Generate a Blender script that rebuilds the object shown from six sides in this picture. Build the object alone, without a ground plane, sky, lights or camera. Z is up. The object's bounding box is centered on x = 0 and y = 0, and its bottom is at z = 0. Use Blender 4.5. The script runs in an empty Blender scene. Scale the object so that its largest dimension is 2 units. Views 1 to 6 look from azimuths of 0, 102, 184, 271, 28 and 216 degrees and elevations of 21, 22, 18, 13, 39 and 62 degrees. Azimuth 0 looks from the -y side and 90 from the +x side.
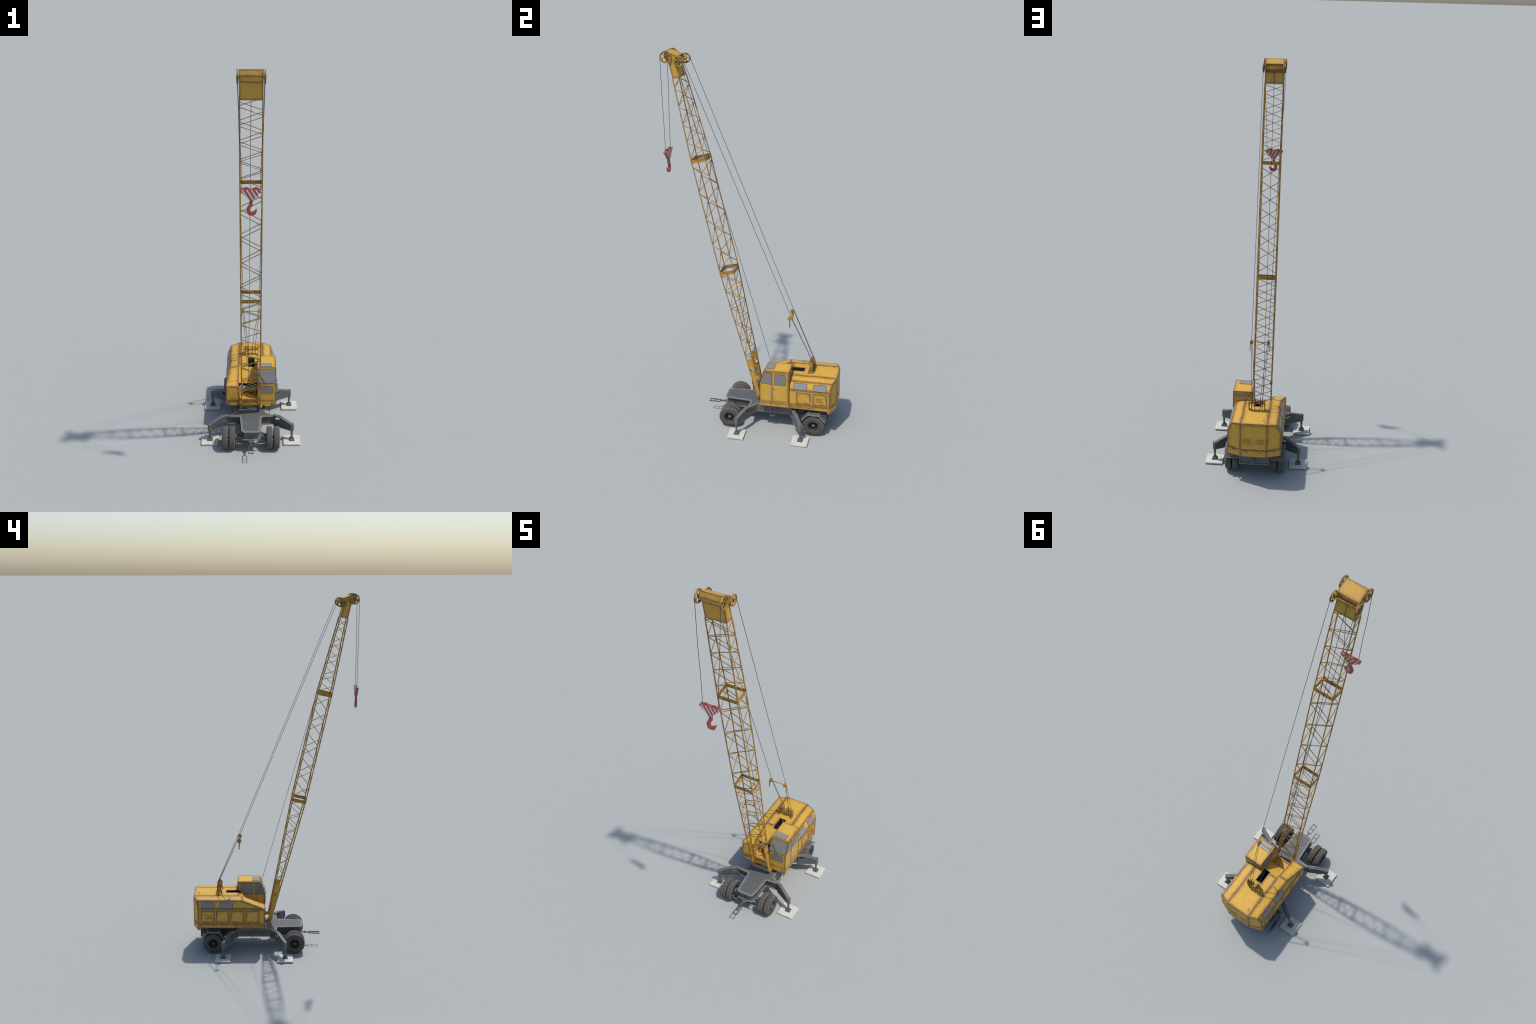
import bpy, bmesh, math, random
from mathutils import Vector, Matrix

random.seed(11)
V = Vector
COL = bpy.context.scene.collection

# ------------------------------------------------------------------ helpers
def link(name, mesh, parent=None, mats=(), smooth=None, kind=None):
    ob = bpy.data.objects.new(name, mesh)
    COL.objects.link(ob)
    if parent is not None:
        ob.parent = parent
    if mesh is not None and mats and not mesh.materials:
        for m in mats:
            mesh.materials.append(m)
    if mesh is not None and smooth is not None:
        shade(mesh, smooth)
    if kind:
        ob["kind"] = kind
    return ob

def shade(mesh, angle):
    bm = bmesh.new(); bm.from_mesh(mesh)
    for f in bm.faces: f.smooth = angle > 0
    for e in bm.edges:
        if len(e.link_faces) == 2:
            e.smooth = e.calc_face_angle(0) < math.radians(angle)
        else:
            e.smooth = False
    bm.to_mesh(mesh); bm.free()

def mesh_of(bm, name="part", fix=True):
    if fix:
        bmesh.ops.remove_doubles(bm, verts=bm.verts, dist=1e-6)
        bmesh.ops.recalc_face_normals(bm, faces=bm.faces)
    me = bpy.data.meshes.new(name)
    bm.to_mesh(me); bm.free()
    return me

def add_box(bm, lo, hi):
    vs = [bm.verts.new((x, y, z)) for x in (lo[0], hi[0]) for y in (lo[1], hi[1]) for z in (lo[2], hi[2])]
    for q in ((0,1,3,2),(4,6,7,5),(0,4,5,1),(2,3,7,6),(0,2,6,4),(1,5,7,3)):
        bm.faces.new([vs[i] for i in q])

def frame(d):
    d = d.normalized()
    u = d.cross(V((0, 0, 1)))
    if u.length < 1e-4: u = V((1, 0, 0))
    u.normalize()
    return u, u.cross(d).normalized()

def add_tube(bm, pts, r, n=8, caps=True):
    """round bar through points, r a number or one radius per point"""
    pts = [V(p) for p in pts]
    rs = r if isinstance(r, (list, tuple)) else [r] * len(pts)
    rings = []
    u = None
    for i, p in enumerate(pts):
        a = pts[max(i - 1, 0)]; b = pts[min(i + 1, len(pts) - 1)]
        d = (b - a).normalized()
        if u is None:
            u, w = frame(d)
        else:
            u = (u - d * u.dot(d)).normalized(); w = u.cross(d).normalized()
        rings.append([bm.verts.new(p + (u * math.cos(2*math.pi*k/n) + w * math.sin(2*math.pi*k/n)) * rs[i]) for k in range(n)])
    for a, b in zip(rings, rings[1:]):
        for k in range(n):
            bm.faces.new((a[k], a[(k+1) % n], b[(k+1) % n], b[k]))
    if caps:
        bm.faces.new(rings[0][::-1]); bm.faces.new(rings[-1])

def add_beam(bm, a, b, wide, high, up=V((0, 0, 1))):
    """rectangular bar from a to b"""
    a, b, up = V(a), V(b), V(up)
    d = (b - a).normalized()
    s = d.cross(up).normalized(); t = s.cross(d).normalized()
    vs = []
    for p in (a, b):
        for i, j in ((-1,-1),(1,-1),(1,1),(-1,1)):
            vs.append(bm.verts.new(p + s * i * wide / 2 + t * j * high / 2))
    for q in ((3,2,1,0),(4,5,6,7),(0,1,5,4),(1,2,6,5),(2,3,7,6),(3,0,4,7)):
        bm.faces.new([vs[i] for i in q])

def add_prism(bm, outline, place, t0, t1):
    """closed outline (2D) extruded; place(u, v, t) gives the 3D point"""
    a = [bm.verts.new(place(u, v, t0)) for u, v in outline]
    b = [bm.verts.new(place(u, v, t1)) for u, v in outline]
    n = len(a)
    bm.faces.new(a); bm.faces.new(b[::-1])
    for i in range(n):
        bm.faces.new((a[i], b[i], b[(i+1) % n], a[(i+1) % n]))

def add_lathe(bm, prof, n=40, axis='x', center=(0, 0, 0), closed=True):
    """profile of (along axis, radius) turned round the axis"""
    c = V(center); rings = []
    for k in range(n):
        a = 2 * math.pi * k / n
        ring = []
        for t, r in prof:
            if axis == 'x': p = V((t, r * math.cos(a), r * math.sin(a)))
            elif axis == 'y': p = V((r * math.cos(a), t, r * math.sin(a)))
            else: p = V((r * math.cos(a), r * math.sin(a), t))
            ring.append(bm.verts.new(c + p))
        rings.append(ring)
    m = len(prof)
    for k in range(n):
        A, B = rings[k], rings[(k+1) % n]
        for i in range(m if closed else m - 1):
            j = (i + 1) % m
            if prof[i][1] < 1e-7 and prof[j][1] < 1e-7: continue
            try: bm.faces.new((A[i], A[j], B[j], B[i]))
            except ValueError: pass

def holed_plate(outline, holes, place, t0, t1):
    """flat plate with round holes; a 2D curve is filled, then stood in place"""
    cu = bpy.data.curves.new("plate_outline", 'CURVE'); cu.dimensions = '2D'; cu.fill_mode = 'BOTH'
    cu.extrude = 0.5
    S = 100.0
    def spl(pts):
        s = cu.splines.new('POLY'); s.points.add(len(pts) - 1); s.use_cyclic_u = True
        for p, q in zip(s.points, pts): p.co = (q[0] * S, q[1] * S, 0, 1)
    spl(outline)
    for (cx, cy, r, n) in holes:
        spl([(cx + r * math.cos(2*math.pi*k/n), cy + r * math.sin(2*math.pi*k/n)) for k in range(n)])
    ob = bpy.data.objects.new("plate_outline", cu); COL.objects.link(ob)
    bpy.context.view_layer.update()
    me = bpy.data.meshes.new_from_object(ob.evaluated_get(bpy.context.evaluated_depsgraph_get()))
    bpy.data.objects.remove(ob); bpy.data.curves.remove(cu)
    for v in me.vertices:
        t = t0 if v.co.z < 0 else t1
        v.co = place(v.co.x / S, v.co.y / S, t)
    bm = bmesh.new(); bm.from_mesh(me)
    bmesh.ops.remove_doubles(bm, verts=bm.verts, dist=1e-6)
    bmesh.ops.recalc_face_normals(bm, faces=bm.faces)
    bm.to_mesh(me); bm.free()
    return me

def circle(cx, cy, r, n=32, a0=0):
    return [(cx + r * math.cos(a0 + 2*math.pi*k/n), cy + r * math.sin(a0 + 2*math.pi*k/n)) for k in range(n)]

def round_rect(w, h, r, n=5):
    out = []
    for cx, cy, a in ((w/2-r, h/2-r, 0), (-w/2+r, h/2-r, 90), (-w/2+r, -h/2+r, 180), (w/2-r, -h/2+r, 270)):
        for k in range(n + 1):
            t = math.radians(a + 90 * k / n)
            out.append((cx + r * math.cos(t), cy + r * math.sin(t)))
    return out

def round_poly(pts, r, n=3):
    out = []
    m = len(pts)
    for i in range(m):
        p, a, b = V(pts[i]), V(pts[i-1]), V(pts[(i+1) % m])
        u = (a - p).normalized(); w = (b - p).normalized()
        for k in range(n + 1):
            t = k / n
            q = p + u * r * (1-t)**2 + w * r * t**2
            out.append((q.x, q.y))
    return out

# ------------------------------------------------------------------ materials
def new_mat(name):
    m = bpy.data.materials.new(name); m.use_nodes = True
    nt = m.node_tree
    b = nt.nodes["Principled BSDF"]
    return m, nt, b

class G:
    """small wrapper that makes node graphs readable"""
    def __init__(s, nt): s.nt = nt
    def n(s, t, **kw):
        nd = s.nt.nodes.new(t)
        for k, v in kw.items(): setattr(nd, k, v)
        return nd
    def put(s, sock, v):
        if isinstance(v, bpy.types.NodeSocket): s.nt.links.new(v, sock)
        else: sock.default_value = v
    def math(s, op, a, b=None, c=None, clamp=False):
        nd = s.n('ShaderNodeMath', operation=op, use_clamp=clamp)
        for i, v in enumerate((a, b, c)):
            if v is not None: s.put(nd.inputs[i], v)
        return nd.outputs[0]
    def vec(s, op, a, b=None):
        nd = s.n('ShaderNodeVectorMath', operation=op)
        s.put(nd.inputs[0], a)
        if b is not None: s.put(nd.inputs[1], b)
        return nd.outputs[0]
    def noise(s, vec, scale, detail=3, rough=0.55, col=False):
        nd = s.n('ShaderNodeTexNoise')
        s.put(nd.inputs['Vector'], vec); nd.inputs['Scale'].default_value = scale
        nd.inputs['Detail'].default_value = detail; nd.inputs['Roughness'].default_value = rough
        return nd.outputs['Color' if col else 'Fac']
    def ramp(s, v, a, b, lo=0.0, hi=1.0):
        nd = s.n('ShaderNodeMapRange', interpolation_type='SMOOTHSTEP')
        s.put(nd.inputs[0], v); s.put(nd.inputs[1], a); s.put(nd.inputs[2], b)
        s.put(nd.inputs[3], lo); s.put(nd.inputs[4], hi)
        return nd.outputs[0]
    def mix(s, f, a, b, mode='MIX'):
        nd = s.n('ShaderNodeMix', data_type='RGBA', blend_type=mode)
        s.put(nd.inputs[0], f)
        s.put(nd.inputs[6], a if isinstance(a, bpy.types.NodeSocket) else (*a, 1))
        s.put(nd.inputs[7], b if isinstance(b, bpy.types.NodeSocket) else (*b, 1))
        return nd.outputs[2]
    def coord(s, which='Object'):
        return s.n('ShaderNodeTexCoord').outputs[which]
    def scale(s, v, k):
        nd = s.n('ShaderNodeMapping'); s.put(nd.inputs[0], v); nd.inputs['Scale'].default_value = k
        return nd.outputs[0]

def seam_group():
    """distance from a point to a straight seam that starts at Start and runs along Run"""
    g = bpy.data.node_groups.new("seam_distance", 'ShaderNodeTree')
    itf = g.interface
    for nm in ("Point", "Start", "Run"): itf.new_socket(nm, in_out='INPUT', socket_type='NodeSocketVector')
    itf.new_socket("Inverse", in_out='INPUT', socket_type='NodeSocketFloat')
    itf.new_socket("Distance", in_out='OUTPUT', socket_type='NodeSocketFloat')
    q = G(g)
    i = g.nodes.new('NodeGroupInput'); o = g.nodes.new('NodeGroupOutput')
    pa = q.vec('SUBTRACT', i.outputs[0], i.outputs[1])
    dt = q.n('ShaderNodeVectorMath', operation='DOT_PRODUCT')
    q.put(dt.inputs[0], pa); q.put(dt.inputs[1], i.outputs[2])
    h = q.math('MULTIPLY', dt.outputs['Value'], i.outputs[3], clamp=True)
    sc = q.n('ShaderNodeVectorMath', operation='SCALE')
    q.put(sc.inputs[0], i.outputs[2]); q.put(sc.inputs['Scale'], h)
    df = q.vec('SUBTRACT', pa, sc.outputs[0])
    ln = q.n('ShaderNodeVectorMath', operation='LENGTH'); q.put(ln.inputs[0], df)
    g.links.new(ln.outputs['Value'], o.inputs[0])
    return g
SEAM = seam_group()

def seam_field(q, P, segs):
    """distance to the nearest seam; a seam may carry a bias (thinner line) as third item"""
    best = None
    for sg in segs:
        a, b = V(sg[0]), V(sg[1])
        nd = q.n('ShaderNodeGroup'); nd.node_tree = SEAM
        run = b - a
        q.put(nd.inputs[0], P)
        nd.inputs[1].default_value = a; nd.inputs[2].default_value = run
        nd.inputs[3].default_value = 1.0 / max(run.length_squared, 1e-9)
        d = nd.outputs[0]
        if len(sg) > 2: d = q.math('ADD', d, sg[2])
        best = d if best is None else q.math('MINIMUM', best, d)
    return best

YELLOW = (0.620, 0.365, 0.050)
RUST = (0.150, 0.078, 0.038)

def paint(name, segs=None, sym=False, width=0.0085, base=YELLOW, worn=RUST, amount=0.92, rough=0.55,
          wob=0.006, border=None, grime=0.35, coords='Object'):
    """weathered paint: mottled coat, dark specks, run marks, and wear along the listed seams"""
    m, nt, b = new_mat(name); q = G(nt)
    P0 = q.coord(coords)
    P = P0
    big = q.noise(P0, 34, 4)
    col = q.mix(q.ramp(big, 0.35, 0.7, 0, grime), base, tuple(c * k for c, k in zip(base, (0.80, 0.83, 1.0))))
    warm = q.noise(P0, 15, 2)
    col = q.mix(q.ramp(warm, 0.45, 0.75, 0, 0.35), col, (base[0] * 0.92, base[1] * 0.80, base[2] * 1.1))
    runs = q.noise(q.scale(P0, (1, 1, 0.16)), 130, 3)
    col = q.mix(q.ramp(runs, 0.52, 0.78, 0, 0.38), col, tuple(c * 0.62 for c in base))
    speck = q.noise(P0, 260, 2, 0.5)
    col = q.mix(q.ramp(speck, 0.62, 0.74, 0, 0.55), col, (0.16, 0.105, 0.035))
    stain = q.noise(q.scale(P0, (1, 1, 0.6)), 70, 4, 0.65)
    col = q.mix(q.ramp(stain, 0.56, 0.74, 0, 0.40), col, tuple(c * k for c, k in zip(base, (0.58, 0.62, 0.75))))
    if segs:
        if sym: P = q.vec('ABSOLUTE', P0) if sym == 'all' else sym_x(q, P0)
        wv = q.noise(P0, 24, 3, col=True)
        off = q.vec('SUBTRACT', wv, (0.5, 0.5, 0.5))
        sc = q.n('ShaderNodeVectorMath', operation='SCALE'); q.put(sc.inputs[0], off); sc.inputs['Scale'].default_value = wob
        Pw = q.vec('ADD', P, sc.outputs[0])
        d = seam_field(q, Pw, segs)
        wn = q.ramp(q.noise(P0, 45, 2), 0.25, 0.75, width * 0.85, width * 1.65)
        tone = q.mix(q.ramp(q.noise(P0, 60, 3), 0.3, 0.7), worn, tuple(c * k for c, k in zip(worn, (1.55, 1.35, 1.25))))
        halo = q.math('MULTIPLY', q.ramp(d, width * 2.6, 0.0, 0, 0.42), q.ramp(q.noise(P0, 18, 3), 0.3, 0.65, 0.25, 1.0))
        col = q.mix(halo, col, tuple(c * k for c, k in zip(worn, (1.7, 1.6, 1.2))))
        mask = q.ramp(d, wn, 0.0008, 0, amount)
        col = q.mix(mask, col, tone)
    q.put(b.inputs['Base Color'], col)
    b.inputs['Roughness'].default_value = rough
    b.inputs['Specular IOR Level'].default_value = 0.25
    bump = q.n('ShaderNodeBump'); bump.inputs['Strength'].default_value = 0.08; bump.inputs['Distance'].default_value = 0.001
    q.put(bump.inputs['Height'], q.noise(P0, 180, 3)); q.put(b.inputs['Normal'], bump.outputs[0])
    return m

def sym_x(q, P):
    sp = q.n('ShaderNodeSeparateXYZ'); q.put(sp.inputs[0], P)
    cb = q.n('ShaderNodeCombineXYZ')
    q.put(cb.inputs[0], q.math('ABSOLUTE', sp.outputs[0])); q.put(cb.inputs[1], sp.outputs[1]); q.put(cb.inputs[2], sp.outputs[2])
    return cb.outputs[0]

def panel_paint(name, axes, w, h, base=YELLOW, worn=RUST, width=0.009, amount=0.92):
    """paint of one flat panel centred on its own origin, worn along its border"""
    hw, hh = w / 2, h / 2
    def pt(u, v):
        p = [0, 0, 0]; p[axes[0]] = u; p[axes[1]] = v; return tuple(p)
    c = [pt(-hw, -hh), pt(hw, -hh), pt(hw, hh), pt(-hw, hh)]
    return paint(name, [(c[i], c[(i+1) % 4]) for i in range(4)], width=width, base=base, worn=worn, amount=amount, wob=0.005)

def plain(name, col, rough=0.6, metal=0.0, vary=0.25, scale=90, dark=0.55, spec=0.3, coat=0):
    m, nt, b = new_mat(name); q = G(nt)
    P = q.coord()
    c = q.mix(q.ramp(q.noise(P, scale, 4), 0.35, 0.75, 0, vary), col, tuple(x * dark for x in col))
    q.put(b.inputs['Base Color'], c)
    b.inputs['Roughness'].default_value = rough; b.inputs['Metallic'].default_value = metal
    b.inputs['Specular IOR Level'].default_value = spec
    b.inputs['Coat Weight'].default_value = coat
    return m

def bar_paint(name, base, worn, thr=0.5):
    m, nt, b = new_mat(name); q = G(nt)
    P = q.n('ShaderNodeNewGeometry').outputs['Position']
    f = q.ramp(q.noise(P, 38, 4, 0.6), thr - 0.14, thr + 0.16, 0, 0.75)
    c = q.mix(f, base, worn)
    q.put(b.inputs['Base Color'], c); b.inputs['Roughness'].default_value = 0.6
    b.inputs['Specular IOR Level'].default_value = 0.25
    return m

M = {}
M['bar'] = bar_paint("boom_bar_paint", (0.50, 0.278, 0.042), (0.19, 0.100, 0.036), 0.47)
M['fitting'] = bar_paint("fitting_paint", (0.46, 0.262, 0.045), (0.15, 0.078, 0.030), 0.48)
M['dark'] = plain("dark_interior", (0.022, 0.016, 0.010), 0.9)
M['inner'] = plain("darker_bay_yellow", (0.33, 0.19, 0.035), 0.7, vary=0.5)
M['rope'] = plain("wire_rope_steel", (0.045, 0.047, 0.050), 0.55, metal=0.2)
M['steel'] = plain("bare_steel", (0.52, 0.53, 0.56), 0.3, metal=0.5)
M['drum'] = plain("winch_drum_steel", (0.26, 0.26, 0.28), 0.5)
M['black'] = plain("black_rubber_seal", (0.014, 0.014, 0.015), 0.6)
M['ink'] = plain("stencil_ink", (0.030, 0.027, 0.012), 0.8)
M['foot'] = plain("cast_jack_foot", (0.105, 0.098, 0.105), 0.7)
M['tyre_wall'] = plain("tyre_sidewall_rubber", (0.092, 0.083, 0.072), 0.8, vary=0.6, scale=60, dark=0.7)
M['tread'] = plain("tyre_tread_rubber", (0.152, 0.141, 0.127), 0.85, vary=0.5, scale=70, dark=0.65)
M['groove'] = plain("tyre_groove_rubber", (0.048, 0.046, 0.042), 0.9)
M['rim'] = plain("wheel_rim_paint", (0.054, 0.051, 0.047), 0.5)
M['hub'] = plain("hub_cap_metal", (0.165, 0.155, 0.142), 0.45, vary=0.4)
M['lens'] = plain("lamp_glass", (0.30, 0.31, 0.36), 0.15, spec=0.6)
M['bezel'] = plain("lamp_bezel", (0.07, 0.07, 0.085), 0.3)

def glass(name, col, streak):
    m, nt, b = new_mat(name); q = G(nt)
    P = q.coord()
    c = q.mix(q.ramp(q.noise(P, 220, 3, 0.7), 0.3, 0.7, 0, streak), col, tuple(x * 1.45 for x in col))
    c = q.mix(q.ramp(q.noise(P, 22, 2), 0.45, 0.75, 0, streak), c, (col[0] * 1.3, col[1] * 1.15, col[2] * 1.0))
    q.put(b.inputs['Base Color'], c); b.inputs['Roughness'].default_value = 0.35
    b.inputs['Specular IOR Level'].default_value = 0.35
    return m
M['glass'] = glass("cab_glass", (0.190, 0.188, 0.190), 0.22)
M['glass_speckled'] = glass("speckled_glass", (0.205, 0.202, 0.205), 0.6)

def concrete():
    m, nt, b = new_mat("weathered_concrete"); q = G(nt)
    P = q.n('ShaderNodeNewGeometry').outputs['Position']
    c = q.mix(q.ramp(q.noise(P, 70, 4), 0.35, 0.7), (0.60, 0.60, 0.52), (0.50, 0.52, 0.455))
    c = q.mix(q.ramp(q.noise(P, 210, 2), 0.62, 0.72, 0, 0.6), c, (0.24, 0.23, 0.18))
    c = q.mix(q.ramp(q.noise(P, 30, 3), 0.60, 0.75, 0, 0.35), c, (0.42, 0.34, 0.20))
    q.put(b.inputs['Base Color'], c); b.inputs['Roughness'].default_value = 0.9
    return m
M['concrete'] = concrete()

GREY = (0.092, 0.102, 0.105)
BARE = (0.300, 0.262, 0.215)
def grey_paint(name, segs, sym='x', width=0.009, amount=0.8):
    m, nt, b = new_mat(name); q = G(nt)
    P0 = q.coord()
    c = q.mix(q.ramp(q.noise(P0, 40, 4), 0.35, 0.7, 0, 0.6), GREY, (0.118, 0.125, 0.128))
    c = q.mix(q.ramp(q.noise(P0, 200, 3), 0.58, 0.72, 0, 0.45), c, (0.055, 0.062, 0.066))
    if segs:
        P = sym_x(q, P0) if sym == 'x' else P0
        wv = q.noise(P0, 40, 3, col=True)
        sc = q.n('ShaderNodeVectorMath', operation='SCALE')
        q.put(sc.inputs[0], q.vec('SUBTRACT', wv, (0.5, 0.5, 0.5))); sc.inputs['Scale'].default_value = 0.005
        d = seam_field(q, q.vec('ADD', P, sc.outputs[0]), segs)
        wn = q.ramp(q.noise(P0, 55, 2), 0.25, 0.75, width * 0.6, width * 1.35)
        c = q.mix(q.ramp(d, width * 2.4, 0.0, 0, 0.40), c, (0.20, 0.185, 0.165))
        c = q.mix(q.ramp(d, wn, 0.0002, 0, amount), c, BARE)
    else:
        bv = q.n('ShaderNodeBevel', samples=4); bv.inputs['Radius'].default_value = 0.0040
        gn = q.n('ShaderNodeNewGeometry')
        dt = q.n('ShaderNodeVectorMath', operation='DOT_PRODUCT')
        q.put(dt.inputs[0], bv.outputs[0]); q.put(dt.inputs[1], gn.outputs['True Normal'])
        e = q.math('MULTIPLY', q.ramp(dt.outputs['Value'], 0.999, 0.86, 0, 0.9), q.ramp(q.noise(P0, 60, 2), 0.3, 0.65, 0.35, 1.0))
        c = q.mix(e, c, BARE)
    q.put(b.inputs['Base Color'], c); b.inputs['Roughness'].default_value = 0.55
    b.inputs['Specular IOR Level'].default_value = 0.3
    return m
M['grey'] = grey_paint("worn_grey_paint", None)

def hook_red(stripes):
    m, nt, b = new_mat("striped_hook_paint" if stripes else "red_hook_paint"); q = G(nt)
    P = q.coord()
    c = q.mix(q.ramp(q.noise(P, 120, 3), 0.35, 0.7, 0, 0.3), (0.335, 0.070, 0.054), (0.27, 0.056, 0.042))
    if stripes:
        sp = q.n('ShaderNodeSeparateXYZ'); q.put(sp.inputs[0], P)
        # slanting bands: x + z * slope, repeated every 19.6 mm
        t = q.math('ADD', sp.outputs[0], q.math('MULTIPLY', sp.outputs[2], 0.63))
        w = q.math('PINGPONG', q.math('ADD', t, 0.0404), 0.0098)
        f = q.ramp(w, 0.0040, 0.0034)
        ok = q.ramp(sp.outputs[2], -0.0022, -0.0026)
        f = q.math('MULTIPLY', f, ok)
        # the two end bands stop short of the rounded ends
        f = q.math('MULTIPLY', f, q.ramp(q.math('ABSOLUTE', q.math('SUBTRACT', t, 0.0)), 0.0505, 0.0495))
        c = q.mix(f, c, (0.54, 0.56, 0.57))
    q.put(b.inputs['Base Color'], c); b.inputs['Roughness'].default_value = 0.45
    return m
M['hook'] = hook_red(False)
M['hook_band'] = hook_red(True)

# ------------------------------------------------------------------ root
crane = bpy.data.objects.new("mobile_crane", None)
COL.objects.link(crane)
crane["label"] = "worn yellow lattice boom mobile crane on wheeled grey chassis"
crane["category"] = "crane"

# ------------------------------------------------------------------ chassis
ZT, ZB = 0.122, 0.0735                     # top and bottom of the chassis frame
half_plan = [(0.037, -0.1705), (0.048, -0.1595), (0.058, -0.0245), (0.122, -0.0205), (0.1305, -0.0160), (0.0790, 0.0205)]
def chassis_plan(inset):
    """half plan of the frame, front to rear; inset pulls the web in from the flanges"""
    f = [(0.037 - inset * .3, -0.1705 + inset), (0.048 - inset, -0.1595 + inset * .6), (0.058 - inset, -0.0245 + inset * .5),
         (0.122, -0.0205 + inset * .4), (0.1285, -0.0150), (0.0790, 0.0205)]
    r = [(0.0790, 0.1930), (0.1285, 0.2285), (0.122, 0.2340 - inset * .4), (0.066 - inset * .3, 0.2380), (0.0735 - inset * .4, 0.4130 - inset * .3)]
    h = f + r
    return h + [(-x, y) for x, y in reversed(h)]
P_xy = lambda u, v, t: (u, v, t)
bm = bmesh.new()
add_prism(bm, chassis_plan(0.0), P_xy, ZT - 0.0050, ZT)
add_prism(bm, chassis_plan(0.0), P_xy, ZB - 0.002, ZB + 0.0022)
add_prism(bm, chassis_plan(0.010), P_xy, ZB + 0.0022, ZT - 0.0050)
# stiffeners on the neck
for s in (-1, 1):
    for y in (-0.115, -0.122):
        xx = 0.050 - (y + 0.03) * -0.06
        add_box(bm, (min(s*0.030, s*xx), y - 0.0012, ZB), (max(s*0.030, s*xx), y + 0.0012, ZT - 0.004))
# hitch cheeks on the front face and rear bracket
for s in (-1, 1):
    add_prism(bm, [(-0.160, 0.078), (-0.160, 0.098), (-0.1715, 0.078)], lambda u, v, t: (t, u, v), s*0.0075, s*0.0095)
add_prism(bm, [(-0.0150, -0.168), (0.0150, -0.168), (0.0045, -0.189), (-0.0045, -0.189)], P_xy, 0.0655, 0.0690)
add_box(bm, (-0.006, 0.411, 0.080), (0.006, 0.4155, 0.098))
# rear lip frame
for lo, hi in (((-0.0745, 0.4095, 0.0690), (0.0745, 0.4150, 0.0728)), ((-0.0745, 0.4095, 0.0728), (-0.0715, 0.4145, 0.118)), ((0.0715, 0.4095, 0.0728), (0.0745, 0.4145, 0.118))):
    add_box(bm, lo, hi)
csegs = []
hp = chassis_plan(0.0)[:11]
for a, b_ in zip(hp, hp[1:]):
    csegs.append(((a[0], a[1], ZT), (b_[0], b_[1], ZT)))
    csegs.append(((a[0], a[1], ZB + 0.002), (b_[0], b_[1], ZB + 0.002), 0.0035))
csegs.append(((0, -0.1705, ZT), (0.037, -0.1705, ZT)))
csegs.append(((0, -0.1705, ZB), (0.037, -0.1705, ZB), 0.002))
csegs += [((0.079, 0.0205, ZB), (0.079, 0.0205, ZT), 0.003), ((0.079, 0.193, ZB), (0.079, 0.193, ZT), 0.003), ((0, 0.4145, 0.071), (0.0735, 0.4145, 0.071), 0.003), ((0.0735, 0.4145, 0.071), (0.0735, 0.4145, 0.118), 0.003)]
chassis = link("chassis", mesh_of(bm, "chassis", True), crane, [grey_paint("chassis_paint", csegs)], 0)

bm = bmesh.new()
add_lathe(bm, [(0.1225, 0.0), (0.1225, 0.066), (0.131, 0.066), (0.131, 0.060), (0.1488, 0.060), (0.1488, 0.0)], 48, 'z', (0, 0.107, 0), closed=False)
link("turntable", mesh_of(bm), crane, [M['grey']], 30)

# axles, suspension boxes and steering rod
def axle(y):
    bm = bmesh.new()
    add_box(bm, (-0.077, y - 0.010, 0.049), (0.077, y + 0.010, 0.0715))
    add_tube(bm, [(-0.120, y, 0.058), (0.120, y, 0.058)], 0.0075, 14)
    for s in (-1, 1):
        add_box(bm, (min(s*.063, s*.078), y - 0.016, 0.050), (max(s*.063, s*.078), y + 0.012, 0.0745))
        add_lathe(bm, [(s*0.0775, 0.0), (s*0.0775, 0.0165), (s*0.084, 0.0165), (s*0.084, 0.0)], 24, 'x', (0, y, 0.058), closed=False)
    return link("axle", mesh_of(bm), crane, [M['grey']], 30)
front_axle = axle(-0.1225); rear_axle = axle(0.3385)
bm = bmesh.new(); add_tube(bm, [(-0.076, -0.1605, 0.045), (0.076, -0.1605, 0.045)], 0.0017, 8)
link("steering_rod", mesh_of(bm), front_axle, [M['steel']], 40)
bm = bmesh.new()
add_tube(bm, [(-0.045, -0.1605, 0.0450), (0.040, -0.1605, 0.0450)], 0.0038, 12)
for s in (-1, 1):
    add_tube(bm, [(s*0.0755, -0.1605, 0.043), (s*0.0755, -0.1605, 0.060)], 0.0028, 8)
    add_box(bm, (s*0.0755 - .0025, -0.162, 0.052), (s*0.0755 + .0025, -0.128, 0.057))
link("steering_cylinder", mesh_of(bm), front_axle, [M['grey']], 40)
bm = bmesh.new(); add_tube(bm, [(0.036, -0.1605, 0.045), (0.043, -0.1605, 0.045)], 0.0046, 12)
link("cylinder_gland", mesh_of(bm), front_axle, [M['hub']], 40)

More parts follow.
